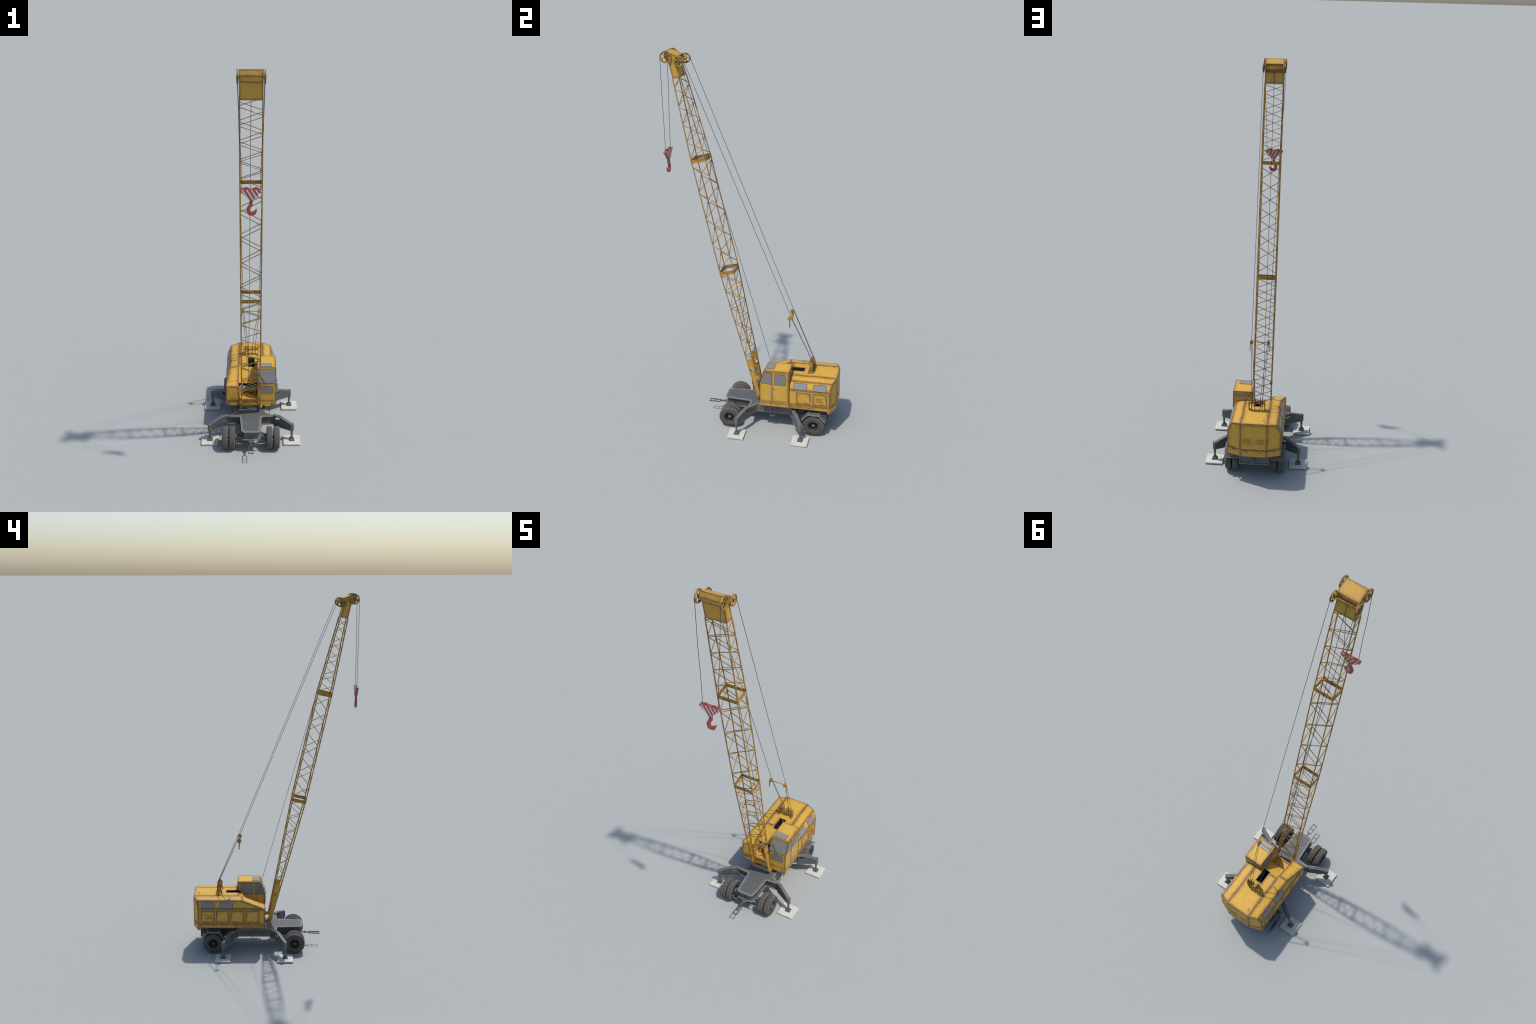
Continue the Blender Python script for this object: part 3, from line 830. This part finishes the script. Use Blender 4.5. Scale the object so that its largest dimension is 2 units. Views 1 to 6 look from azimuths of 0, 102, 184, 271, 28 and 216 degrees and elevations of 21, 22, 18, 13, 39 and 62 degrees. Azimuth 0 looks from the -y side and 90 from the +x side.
# lamps
for x in (-0.1185, 0.1185):
    bm = bmesh.new(); add_lathe(bm, [(0.002, 0.0), (0.002, 0.0080), (-0.0030, 0.0080), (-0.0038, 0.0066), (-0.0022, 0.0062), (-0.0022, 0.0)], 24, 'y', (x, YF - .0003, 0.1600), closed=False)
    lp = link("headlight", mesh_of(bm), housing, [M['bezel']], 30)
    bm = bmesh.new(); add_lathe(bm, [(-0.0021, 0.0062), (-0.0034, 0.0046), (-0.0040, 0.0)], 20, 'y', (x, YF - .0003, 0.1600), closed=False)
    link("headlight_lens", mesh_of(bm), lp, [M['lens']], 50)

# ------------------------------------------------------------------ cab
CX0, CX1 = 0.0345, 0.1335
CYF, CYR = 0.0443, 0.2046
CZW, CZR, CYT = 0.2825, 0.3628, 0.0735      # waist, roof, top of windscreen
side_prof = [(CYF, ZB0), (CYF, CZW), (CYT, CZR), (CYR, CZR), (CYR, ZB0)]
bm = bmesh.new()
add_prism(bm, side_prof, lambda u, v, t: (t, u, v), CX0, CX1)
cs = []
for x in (CX0, CX1):
    for (a, b_) in zip(side_prof, side_prof[1:]):
        cs.append(((x, a[0], a[1]), (x, b_[0], b_[1]), 0.0015))
cs += [((CX0, CYT, CZR), (CX1, CYT, CZR), 0.002), ((CX0, CYR, CZR), (CX1, CYR, CZR), 0.0015), ((CX0, CYF, CZW), (CX1, CYF, CZW), 0.003),
       ((CX1, 0.1125, 0.178), (CX1, 0.1125, 0.355), 0.0035), ((CX1, 0.1995, 0.180), (CX1, 0.1995, 0.355), 0.003),
       ((CX1, 0.1125, 0.180), (CX1, 0.1995, 0.180), 0.003), ((CX1, CYF, 0.178), (CX1, 0.1125, 0.178), 0.004), ((CX1, CYF, 0.167), (CX1, CYR, 0.167), 0.003),
       ((CX0, CYF, 0.178), (CX1, CYF, 0.178), 0.003), ((CX1, CYF, 0.353), (CX1, CYR, 0.3535), 0.0045), ((CX1, CYF, ZB0), (CX1, CYR, ZB0), 0.003)]
CAB = paint("cab_paint", cs, width=0.0088)
cab = link("driver_cab", mesh_of(bm), crane, [CAB], 0)
bm = bmesh.new()   # roof slab, a hair proud
add_box(bm, (CX0 - .0006, CYT - .0008, CZR - 0.0075), (CX1 + .0006, CYR + .0006, CZR + 0.0006))
link("cab_roof", mesh_of(bm), cab, [CAB], 0)
bm = bmesh.new()   # door, thin and proud, and the sill rail under it
add_box(bm, (CX1, 0.1135, 0.1805), (CX1 + 0.0011, 0.1990, 0.3535))
door = link("cab_door", mesh_of(bm), cab, [CAB], 0)
bm = bmesh.new(); add_box(bm, (CX0 + .002, CYF - 0.0008, ZB0 - 0.0002), (CX1 + 0.0008, 0.2072, 0.1690))
link("cab_skirt", mesh_of(bm), cab, [CAB], 0)

def pane(outline, place, parent, mat, name="window_pane", seal=0.0013):
    """glass in a black seal, standing a little off its wall"""
    bm = bmesh.new(); add_prism(bm, outline, place, -0.0006, 0.0014)
    sl = link("window_seal", mesh_of(bm), parent, [M['black']], 0)
    c = V((sum(p[0] for p in outline) / len(outline), sum(p[1] for p in outline) / len(outline)))
    ins = []
    for p in outline:
        d = V(p) - c
        k = max(0.0, 1 - seal / max(abs(d.x), abs(d.y), 1e-6))
        ins.append((c.x + d.x * k, c.y + d.y * k))
    bm = bmesh.new(); add_prism(bm, ins, place, 0.0, 0.0019)
    return link(name, mesh_of(bm), sl, [mat], 0)
right = lambda u, v, t: (CX1 + t, u, v)
left = lambda u, v, t: (CX0 - t, u, v)
front = lambda u, v, t: (u, CYF - t, v)
back = lambda u, v, t: (u, CYR + t, v)
roofp = lambda u, v, t: (u, v, CZR + 0.0006 + t)
ws_d = V((0, CYT - CYF, CZR - CZW)).normalized(); ws_n = V((0, -(CZR - CZW), CYT - CYF)).normalized()
screen = lambda u, v, t: tuple(V((u, CYF, CZW)) + ws_d * v + ws_n * t)
pane(round_poly([(0.0535, 0.2850), (0.1085, 0.2830), (0.1085, 0.3520), (0.0775, 0.3520)], 0.002), right, cab, M['glass'])
pane(round_poly([(0.1245, 0.2832), (0.1864, 0.2832), (0.1864, 0.3470), (0.1245, 0.3470)], 0.002), lambda u, v, t: (CX1 + 0.0011 + t, u, v), door, M['glass'])
pane(round_poly([(0.0525, 0.2838), (0.1079, 0.2838), (0.1079, 0.3535), (0.0765, 0.3535)], 0.002), left, cab, M['glass'])
pane(round_poly([(0.1165, 0.2838), (0.1860, 0.2838), (0.1860, 0.3535), (0.1165, 0.3535)], 0.002), left, cab, M['glass'])
pane(round_poly([(0.0378, 0.0030), (0.1305, 0.0030), (0.1305, 0.0775), (0.0378, 0.0775)], 0.002), screen, cab, M['glass'], "windscreen")
pane(round_poly([(0.0495, 0.2250), (0.1178, 0.2250), (0.1178, 0.2668), (0.0495, 0.2668)], 0.004), front, cab, M['glass'])
pane(round_poly([(0.0462, 0.3318), (0.1226, 0.3318), (0.1226, 0.3498), (0.0462, 0.3498)], 0.002), back, cab, M['glass_speckled'])
pane(round_poly([(0.0445, 0.0800), (0.1115, 0.0800), (0.1115, 0.1205), (0.0445, 0.1205)], 0.002), roofp, cab, M['glass_speckled'], "roof_light")
# handles and wiper
bm = bmesh.new()
add_tube(bm, [(CX1, 0.1058, 0.2520), (CX1 + .0085, 0.1062, 0.2515), (CX1 + 0.0125, 0.1070, 0.2460), (CX1 + 0.0125, 0.1070, 0.1800), (CX1 + .0085, 0.1066, 0.1755), (CX1, 0.1062, 0.1750)], 0.0012, 8)
link("grab_rail", mesh_of(bm), cab, [M['steel']], 50)
bm = bmesh.new()
add_tube(bm, [(CX1 + .0010, 0.1165, 0.2658), (CX1 + 0.0050, 0.1165, 0.2658), (CX1 + 0.0055, 0.1360, 0.2650)], 0.0014, 8)
link("door_handle", mesh_of(bm), door, [M['steel']], 50)
bm = bmesh.new()
w0, w1 = V(screen(0.0840, -0.006, 0.005)), V(screen(0.0540, 0.033, 0.0045))
add_tube(bm, [w0, w1], 0.0010, 6); add_tube(bm, [w0, V(screen(0.0840, -0.006, -0.001))], 0.0016, 8)
add_beam(bm, w1 + (w1 - w0) * 0.25, w1 - (w1 - w0) * 0.45, 0.0016, 0.0030)
link("wiper", mesh_of(bm), cab, [M['rim']], 40)

# ------------------------------------------------------------------ lettering
def lettering(txt, size, width, origin, xa, ya, parent, name):
    """one line of built-in type, centred on origin, squeezed to width"""
    cu = bpy.data.curves.new("type_line", 'FONT'); cu.body = txt; cu.size = size; cu.align_x = 'CENTER'; cu.align_y = 'CENTER'
    cu.extrude = 0.0002; cu.resolution_u = 2
    ob = bpy.data.objects.new("type_line", cu); COL.objects.link(ob)
    bpy.context.view_layer.update()
    me = bpy.data.meshes.new_from_object(ob.evaluated_get(bpy.context.evaluated_depsgraph_get()))
    bpy.data.objects.remove(ob); bpy.data.curves.remove(cu)
    xs = [v.co.x for v in me.vertices]; ys = [v.co.y for v in me.vertices]
    k = width / (max(xs) - min(xs)); cx = (max(xs) + min(xs)) / 2; cy = (max(ys) + min(ys)) / 2
    xa, ya = V(xa), V(ya); na = xa.cross(ya)
    for v in me.vertices:
        v.co = V(origin) + xa * ((v.co.x - cx) * k) + ya * (v.co.y - cy) + na * (v.co.z + 0.0003)
    return link(name, me, parent, [M['ink']])
warn = (("БЕРЕГИСЬ", 0.0365, 0.0095), ("ПОВОРОТА", 0.0355, 0.0), ("ПЛАТФОРМЫ", 0.0440, -0.0095))
for t, w, dz in warn:
    lettering(t, 0.0080, w, (-X3 - 0.0013, 0.3640, 0.2160 + dz), (0, -1, 0), (0, 0, 1), housing, "warning_lettering")
    lettering(t, 0.0080, w, (X3 + 0.0013, 0.3695, 0.2140 + dz), (0, 1, 0), (0, 0, 1), housing, "warning_lettering")
lettering("ПЕРЕДНИЙ ГАБАРИТ ПЛАТФОРМЫ", 0.0078, 0.126, (-X3, 0.1145, 0.1592), (0, -1, 0), (0, 0, 1), housing, "skirt_lettering")
lettering("ПЕРЕДНИЙ ГАБАРИТ ПЛАТФОРМЫ", 0.0078, 0.126, (X3, 0.2735, 0.1600), (0, 1, 0), (0, 0, 1), housing, "skirt_lettering")
lettering("НЕ СТОЙ", 0.0070, 0.031, (-0.0965, YF, 0.1903), (1, 0, 0), (0, 0, 1), housing, "warning_lettering")
lettering("ПОД СТРЕЛОЙ", 0.0070, 0.052, (-0.0965, YF, 0.1803), (1, 0, 0), (0, 0, 1), housing, "warning_lettering")

# ------------------------------------------------------------------ gantry on the roof
GY, GZ, GR = 0.3045, 0.3648, 0.0136
bm = bmesh.new()
for s in (-1, 1):
    pts = [(0.2995, 0.3775), (0.3090, 0.3775), (0.3145, 0.3520), (0.3125, ZR - .0005), (0.3070, ZR - .0005), (0.3050, 0.3275), (0.3010, 0.3285), (0.2930, ZR - .0005), (0.2875, ZR - .0005), (0.2950, 0.3400)]
    add_prism(bm, pts, lambda u, v, t: (t, u, v), s*0.0380, s*0.0415)
    add_tube(bm, [(s*0.0370, 0.3055, 0.3460), (s*0.0435, 0.3055, 0.3460)], 0.0050, 14)
add_tube(bm, [(-0.041, GY, GZ), (0.041, GY, GZ)], 0.0024, 10)
add_beam(bm, (-0.040, 0.3010, 0.3520), (0.040, 0.3010, 0.3520), 0.004, 0.006)
gantry = link("roof_gantry", mesh_of(bm), crane, [M['fitting']], 30)
bm = bmesh.new()
add_lathe(bm, [(-0.0024, 0.0), (-0.0024, GR), (-0.0012, GR), (0.0, GR - 0.0022), (0.0012, GR), (0.0024, GR), (0.0024, 0.0)], 28, 'x', closed=False)
SHV = mesh_of(bm, "gantry_sheave"); SHV.materials.append(M['fitting']); shade(SHV, 30)
GX = (0.0245, 0.0090, -0.0170, -0.0280)
for x in GX:
    o = bpy.data.objects.new("sheave", SHV); COL.objects.link(o); o.parent = gantry; o.location = (x, GY, GZ)
    bm = bmesh.new()
    for dx in (-0.0036, 0.0036):
        add_prism(bm, [(0.3020, 0.3700), (0.3070, 0.3700), (0.3085, 0.3360), (0.3005, 0.3360)], lambda u, v, t: (t, u, v), x + dx - .0006, x + dx + .0006)
    link("sheave_bracket", mesh_of(bm), gantry, [M['fitting']], 0)

# ------------------------------------------------------------------ boom
def lerp_path(path, z):
    for (y0, z0), (y1, z1) in zip(path, path[1:]):
        if z <= z1 or (y1, z1) == path[-1]:
            return y0 + (y1 - y0) * (z - z0) / (z1 - z0)
FRONT = [(0.0140, 0.150), (-0.1785, 0.862), (-0.3128, 1.461), (-0.3904, 1.868)]
REAR = [(0.0262, 0.166), (-0.0120, 0.3733), (-0.1070, 0.883), (-0.2405, 1.4775), (-0.3508, 1.876)]
BX = 0.0490
CR_, LR_ = 0.0030, 0.0016
def node(ch, z):
    path = FRONT if ch[0] == 'F' else REAR
    return V((BX if ch[1] == 'R' else -BX, lerp_path(path, z), z))
bm = bmesh.new()
for s in (-1, 1):
    add_tube(bm, [(s*BX, y, z) for y, z in FRONT], CR_, 8)
    add_tube(bm, [(s*BX, y, z) for y, z in REAR], CR_, 8)
boom = link("lattice_boom", mesh_of(bm), crane, [M['bar']], 50)

bm = bmesh.new(); add_tube(bm, [(0, 0, 0), (0, 0, 1)], 1.0, 6)
BAR = mesh_of(bm, "lace_bar"); BAR.materials.append(M['bar']); shade(BAR, 70)
def lace(a, b, r=LR_):
    a, b = V(a), V(b); d = b - a
    o = bpy.data.objects.new("lace_bar", BAR); COL.objects.link(o); o.parent = boom
    o.matrix_world = Matrix.Translation(a) @ d.to_track_quat('Z', 'Y').to_matrix().to_4x4() @ Matrix.Diagonal((r, r, d.length, 1))
Z = {'upper': dict(FL=[1.8640, 1.7778, 1.6896, 1.6012, 1.5140], FR=[1.8223, 1.7343, 1.6456, 1.5576, 1.4700],
                   BR=[1.8740, 1.7888, 1.7025, 1.6158, 1.5288], BL=[1.8326, 1.7455, 1.6590, 1.5734, 1.4860]),
     'middle': dict(FR=[1.4378, 1.3013, 1.1616, 1.0212, 0.8842], FL=[1.3707, 1.2308, 1.0923, 0.9540],
                    BL=[1.4560, 1.3178, 1.1780, 1.0394, 0.9022], BR=[1.3865, 1.2473, 1.1091, 0.9700]),
     'lower': dict(FR=[0.8532, 0.7629, 0.6745, 0.5820, 0.4929, 0.4017, 0.3087, 0.2248], FL=[0.8091, 0.7182, 0.6292, 0.5371, 0.4413, 0.3529, 0.2654, 0.1800],
                   BL=[0.8691, 0.7792, 0.6882, 0.5975, 0.5034, 0.4118, 0.3204, 0.2325], BR=[0.8231, 0.7348, 0.6415, 0.5519, 0.4601, 0.3682, 0.2777, 0.1980])}
def zigzag(A, B, za, zb, first, stop=None):
    """bars that run to and fro between two chords, top down"""
    seq = []
    la, lb = list(za), list(zb)
    turn = first
    while la or lb:
        src = la if turn == A else lb
        if not src: break
        seq.append((turn, src.pop(0)))
        turn = B if turn == A else A
    for (c0, z0), (c1, z1) in zip(seq, seq[1:]):
        if stop and max(z0, z1) < stop: break
        p, q_ = node(c0, z0), node(c1, z1)
        d = (q_ - p).normalized()
        g_ = 0.0052 if sec == 'middle' else 0.0036
        thick = {'upper': 0.0016, 'middle': 0.0019, 'lower': 0.00175}[sec]
        lace(p + d * 0.0005 + V((0, 0, -g_)), q_ - d * 0.0005 + V((0, 0, g_)), thick)
for sec in ('upper', 'middle', 'lower'):
    z_ = Z[sec]
    ftop = 'FL' if sec == 'upper' else 'FR'
    btop = 'BR' if sec == 'upper' else 'BL'
    st = 0.36 if sec == 'lower' else None
    zigzag('FL', 'FR', z_['FL'], z_['FR'], ftop)
    zigzag('BL', 'BR', z_['BL'], z_['BR'], btop)
    zigzag('FR', 'BR', z_['FR'], z_['BR'], 'BR' if sec == 'upper' else 'FR', st)
    zigzag('FL', 'BL', z_['FL'], z_['BL'], 'FL' if sec == 'upper' else 'BL', st)
# a last cross bar at the foot
lace((-BX, 0.0050, 0.185), (BX, 0.0075, 0.170)); lace((-BX, 0.0120, 0.160), (BX, 0.0070, 0.178))

# splice frames
def splice(zf0, zf1, zr0, zr1):
    bm = bmesh.new()
    c = {}
    for ch, z0, z1 in (('FR', zf0, zf1), ('FL', zf0, zf1), ('BR', zr0, zr1), ('BL', zr0, zr1)):
        o = 0.0022 if ch[0] == 'B' else -0.0022
        c[ch] = (node(ch, z0) + V((0, o, 0)), node(ch, z1) + V((0, o, 0)))
    ctr = sum((p for a in c.values() for p in a), V()) / 8
    for A, B in (('FR', 'FL'), ('FL', 'BL'), ('BL', 'BR'), ('BR', 'FR')):
        (a0, a1), (b0, b1) = c[A], c[B]
        n_ = (a0 + b1) / 2 - ctr; n_.normalize(); t = n_ * 0.0022
        for k0, k1, w in ((0, 1, 0.6), (0, 0.22, 1.0), (0.78, 1, 1.0)):
            pa0, pa1 = a0.lerp(a1, k0), a0.lerp(a1, k1); pb0, pb1 = b0.lerp(b1, k0), b0.lerp(b1, k1)
            vs = [bm.verts.new(p + t * q_) for q_ in (w, -w) for p in (pa0, pb0, pb1, pa1)]
            bm.faces.new(vs[:4]); bm.faces.new(vs[7:3:-1])
            for i in range(4): bm.faces.new((vs[i], vs[4+i], vs[4+(i+1) % 4], vs[(i+1) % 4]))
    link("splice_frame", mesh_of(bm), boom, [M['bar']], 0)
splice(0.8547, 0.8725, 0.8717, 0.8895); splice(1.4500, 1.4672, 1.4667, 1.4839)

# foot plates with a round hole, hinge ears and struts
fp = [(-0.0460, 0.3705), (-0.0105, 0.3740), (0.0280, 0.1660), (0.0265, 0.1530), (0.0220, 0.1480), (0.0160, 0.1475), (0.0110, 0.1510)]
FPM = paint("foot_plate_paint", [((0, a[0], a[1]), (0, b_[0], b_[1]), 0.003) for a, b_ in zip(fp, fp[1:] + fp[:1])], width=0.007, base=(0.56, 0.32, 0.048))
for s in (-1, 1):
    me = holed_plate(fp, [(-0.0138, 0.3143, 0.0126, 28)], lambda u, v, t: (t, u, v), -0.0022, 0.0022)
    o = link("foot_plate", me, boom, [FPM], 0)
    o.location = (s * 0.0495, 0, 0)
    bm = bmesh.new()
    t0, t1 = (-0.0030, 0.0075) if s < 0 else (-0.0075, 0.0030)
    add_lathe(bm, [(t0, 0.0122), (t0, 0.0134), (t1, 0.0134), (t1, 0.0122)], 28, 'x', (s * 0.0495, -0.0138, 0.3143))
    link("hole_rim", mesh_of(bm), o, [M['fitting']], 30).matrix_parent_inverse = o.matrix_basis.inverted()
bm = bmesh.new()
for s in (-1, 1):
    add_prism(bm, [(YF + .001, 0.1500), (YF + .001, 0.1700), (0.024, 0.1680), (0.013, 0.1600), (0.013, 0.1500)], lambda u, v, t: (t, u, v), s*0.0530, s*0.0590)
    add_tube(bm, [(s*0.047, 0.0200, 0.1565), (s*0.061, 0.0200, 0.1565)], 0.0042, 12)
add_beam(bm, (-0.0495, YF + .004, 0.2076), (-0.0495, 0.0215, 0.2076), 0.0030, 0.0165)
link("hinge_bracket", mesh_of(bm), crane, [M['fitting']], 30)

# boom head
hp_ = [(-0.3900, 1.8675), (-0.4075, 1.9450), (-0.4290, 1.9720), (-0.4243, 1.9988), (-0.3625, 1.9745), (-0.3690, 1.9700), (-0.3740, 1.9400), (-0.3660, 1.9330), (-0.3505, 1.8765)]
HW = 0.0500
bm = bmesh.new(); add_prism(bm, hp_, lambda u, v, t: (t, u, v), -HW, HW)
for s in (-1, 1):
    add_prism(bm, [(-0.3745, 1.9700), (-0.3625, 1.9740), (-0.3470, 1.9620), (-0.3470, 1.9460), (-0.3740, 1.9360)], lambda u, v, t: (t, u, v), s*0.0462, s*(HW - .0003))
hseg = [((HW, a[0], a[1]), (HW, b_[0], b_[1]), 0.0015) for a, b_ in zip(hp_, hp_[1:] + hp_[:1])]
hseg += [((0, y, z), (HW, y, z), 0.0015) for y, z in hp_]
head = link("boom_head", mesh_of(bm), boom, [paint("boom_head_paint", hseg, sym=True, width=0.0085, base=(0.56, 0.325, 0.048))], 0)

def big_sheave(name, r, hole_r, hole_at, n=5):
    me = holed_plate(circle(0, 0, r * 0.90, 40), [(hole_at*math.cos(2*math.pi*k/n + .3), hole_at*math.sin(2*math.pi*k/n + .3), hole_r, 16) for k in range(n)],
                     lambda u, v, t: (t, u, v), -0.0011, 0.0011)
    bm = bmesh.new(); bm.from_mesh(me)
    add_lathe(bm, [(-0.0031, r * 0.86), (-0.0034, r), (-0.0022, r), (0.0, r - 0.0026), (0.0022, r), (0.0034, r), (0.0031, r * 0.86)], 48, 'x')
    me2 = mesh_of(bm, name); me2.materials.append(M['fitting']); shade(me2, 30)
    return me2
BIG = big_sheave("head_sheave", 0.0290, 0.0074, 0.0152)
SMALL = big_sheave("guy_sheave", 0.0248, 0.0062, 0.0132)
bm = bmesh.new(); add_lathe(bm, [(-0.0040, 0.0), (-0.0040, 0.0062), (0.0040, 0.0062), (0.0040, 0.0)], 20, 'x', closed=False)
BOSS = mesh_of(bm, "sheave_boss"); BOSS.materials.append(M['rim']); shade(BOSS, 30)
bm = bmesh.new(); add_lathe(bm, [(-0.006, 0.0), (-0.006, 0.0024), (0.0060, 0.0024), (0.0060, 0.0)], 14, 'x', closed=False)
PIN = mesh_of(bm, "sheave_pin"); PIN.materials.append(M['fitting']); shade(PIN, 30)
SF, SB = (-0.4190, 1.9710), (-0.3530, 1.9535)
for s in (-1, 1):
    for me, (y, z) in ((BIG, SF), (SMALL, SB)):
        o = bpy.data.objects.new("head_sheave", me); COL.objects.link(o); o.parent = boom; o.location = (s * 0.0566, y, z)
        o.rotation_euler = (random.random() * 2, 0, 0)
        for me2, nm in ((BOSS, "sheave_boss"), (PIN, "sheave_pin")):
            p = bpy.data.objects.new(nm, me2); COL.objects.link(p); p.parent = boom; p.location = (s * 0.0566, y, z)
bm = bmesh.new()
add_tube(bm, [(-0.053, SB[0], SB[1]), (0.053, SB[0], SB[1])], 0.0022, 10)
for x in (-0.0313, 0.0313):
    add_lathe(bm, [(x - .0026, 0.0022), (x - .0026, 0.0060), (x, 0.0034), (x + .0026, 0.0060), (x + .0026, 0.0022)], 16, 'x', (0, SB[0], SB[1]))
link("guide_rod", mesh_of(bm), boom, [M['fitting']], 40)

# ------------------------------------------------------------------ spreader with guy sheaves
SP = V((0.0418, 0.1908, 0.6382))
bm = bmesh.new()
add_tube(bm, [(-0.051, SP.y, SP.z), (0.051, SP.y, SP.z)], 0.0022, 10)
for s in (-1, 1):
    add_beam(bm, (s*0.0501, SP.y, SP.z + 0.003), (s*0.0501, SP.y + 0.0006, 0.5890), 0.0028, 0.0066, (0, 1, 0))
spreader = link("guy_spreader", mesh_of(bm), crane, [M['fitting']], 40)
bm = bmesh.new()
add_lathe(bm, [(-0.0022, 0.0), (-0.0022, 0.0118), (-0.0012, 0.0118), (0, 0.0098), (0.0012, 0.0118), (0.0022, 0.0118), (0.0022, 0.0)], 24, 'x', closed=False)
SS = mesh_of(bm, "spreader_sheave"); SS.materials.append(M['fitting']); shade(SS, 30)
for s in (-1, 1):
    for dx in (-0.0030, 0.0030):
        o = bpy.data.objects.new("sheave", SS); COL.objects.link(o); o.parent = spreader; o.location = (s * 0.0418 + dx, SP.y, SP.z)

# ------------------------------------------------------------------ ropes
def rope(pts, r=0.00118):
    bm = bmesh.new(); add_tube(bm, pts, r, 6)
    return link("wire_rope", mesh_of(bm), crane, [M['rope']], 70)
# hoist rope: winch drum, up behind the boom, over the guide rod
rope([(-0.0128, 0.1090, 0.2260), (-0.0006, -0.3476, 1.8820), (-0.0002, -0.3625, 1.9430), (0.0, SB[0] - 0.0028, SB[1] + 0.0010), (0.0, SB[0], SB[1] + 0.0030)])
# guys: rear head sheaves to spreader, spreader to gantry
for s in (-1, 1):
    d = (V((0, SP.y, SP.z)) - V((0, *SB))).normalized()
    nrm = V((0, d.z, -d.y)) * -1
    if nrm.y < 0: nrm = -nrm
    a = V((s * 0.0566, *SB)) + nrm * 0.0215
    b_ = V((s * 0.0420, SP.y, SP.z)) + nrm * 0.0092
    rope([a, b_])
    xs = (0.0245, 0.0090) if s > 0 else (-0.0280, -0.0170)
    for x0, x1 in zip((s * 0.0448, s * 0.0388), xs):
        rope([(x0, SP.y + 0.0100, SP.z - 0.001), (x1, GY + 0.0128, GZ + 0.004)])
for x in GX:
    rope([(x, GY + 0.0128, GZ + 0.004), (x, GY + 0.0145, GZ - 0.004), (x, 0.3205, ZR - 0.001)], 0.0016)
# hook ropes, leaning in towards the block
HB = V((0.0, -0.4480, 1.5070))
for s in (-1, 1):
    rope([(s*0.0566, SF[0] - 0.0285, SF[1]), (s*0.0560, HB.y + 0.0005, 1.945), (s*0.0500, HB.y, 1.765), (s*0.0427, HB.y, 1.6475), (s*0.0376, HB.y, 1.5030)])

# ------------------------------------------------------------------ hook block
bm = bmesh.new()
bl = [(-0.0455, 0.0)]
outl = []
for k in range(7):
    a = math.radians(90 + 30 * k * 1.05); outl.append((-0.0440 + 0.0062 * math.cos(a), -0.0062 + 0.0062 * math.sin(a)))
outl += [(-0.0066, -0.0500), (0.0066, -0.0500)]
for k in range(7):
    a = math.radians(-99 + 30 * k * 1.05); outl.append((0.0440 + 0.0062 * math.cos(a), -0.0062 + 0.0062 * math.sin(a)))
outl[-1] = (0.0440, 0.0)
add_prism(bm, outl, lambda u, v, t: (u, t, v), -0.0083, 0.0083)
bmesh.ops.recalc_face_normals(bm, faces=bm.faces)
for f in bm.faces:
    f.material_index = 1 if abs(f.normal.y) > 0.9 else 0
block = link("hook_block", mesh_of(bm), crane, [M['hook'], M['hook_band']], 40)
block.location = HB
def local_child(name, me, mats, smooth):
    o = link(name, me, block, mats, smooth)
    return o
for x in (-0.0203, 0.0203):
    bm = bmesh.new(); add_lathe(bm, [(-0.0036, 0.0), (-0.0036, 0.0175), (-0.0014, 0.0172), (0.0, 0.0150), (0.0014, 0.0172), (0.0036, 0.0175), (0.0036, 0.0)], 32, 'y', (x, 0, -0.0108), closed=False)
    local_child("block_sheave", mesh_of(bm), [M['hook']], 30)
hk = [(-0.0067, -0.047), (-0.0067, -0.0660), (-0.0098, -0.0730), (-0.0160, -0.0800), (-0.0199, -0.0905), (-0.0199, -0.0975), (-0.0175, -0.1065), (-0.0135, -0.1135), (-0.0073, -0.1178),
      (0.0108, -0.1178), (0.0175, -0.1135), (0.0228, -0.1050), (0.0246, -0.0965), (0.0242, -0.0893), (0.0221, -0.0886), (0.0188, -0.0950), (0.0135, -0.1008), (0.0067, -0.1028),
      (-0.0013, -0.1024), (-0.0050, -0.0993), (-0.0056, -0.0920), (-0.0026, -0.0822), (0.0040, -0.0766), (0.0067, -0.0730), (0.0067, -0.047)]
bm = bmesh.new(); add_prism(bm, hk, lambda u, v, t: (u, t, v), -0.0054, 0.0054)
bmesh.ops.bevel(bm, geom=[e for e in bm.edges if abs((e.verts[0].co - e.verts[1].co).y) < 1e-6], offset=0.0012, segments=1, affect='EDGES')
local_child("hook", mesh_of(bm), [M['hook']], 30)

bpy.context.view_layer.update()
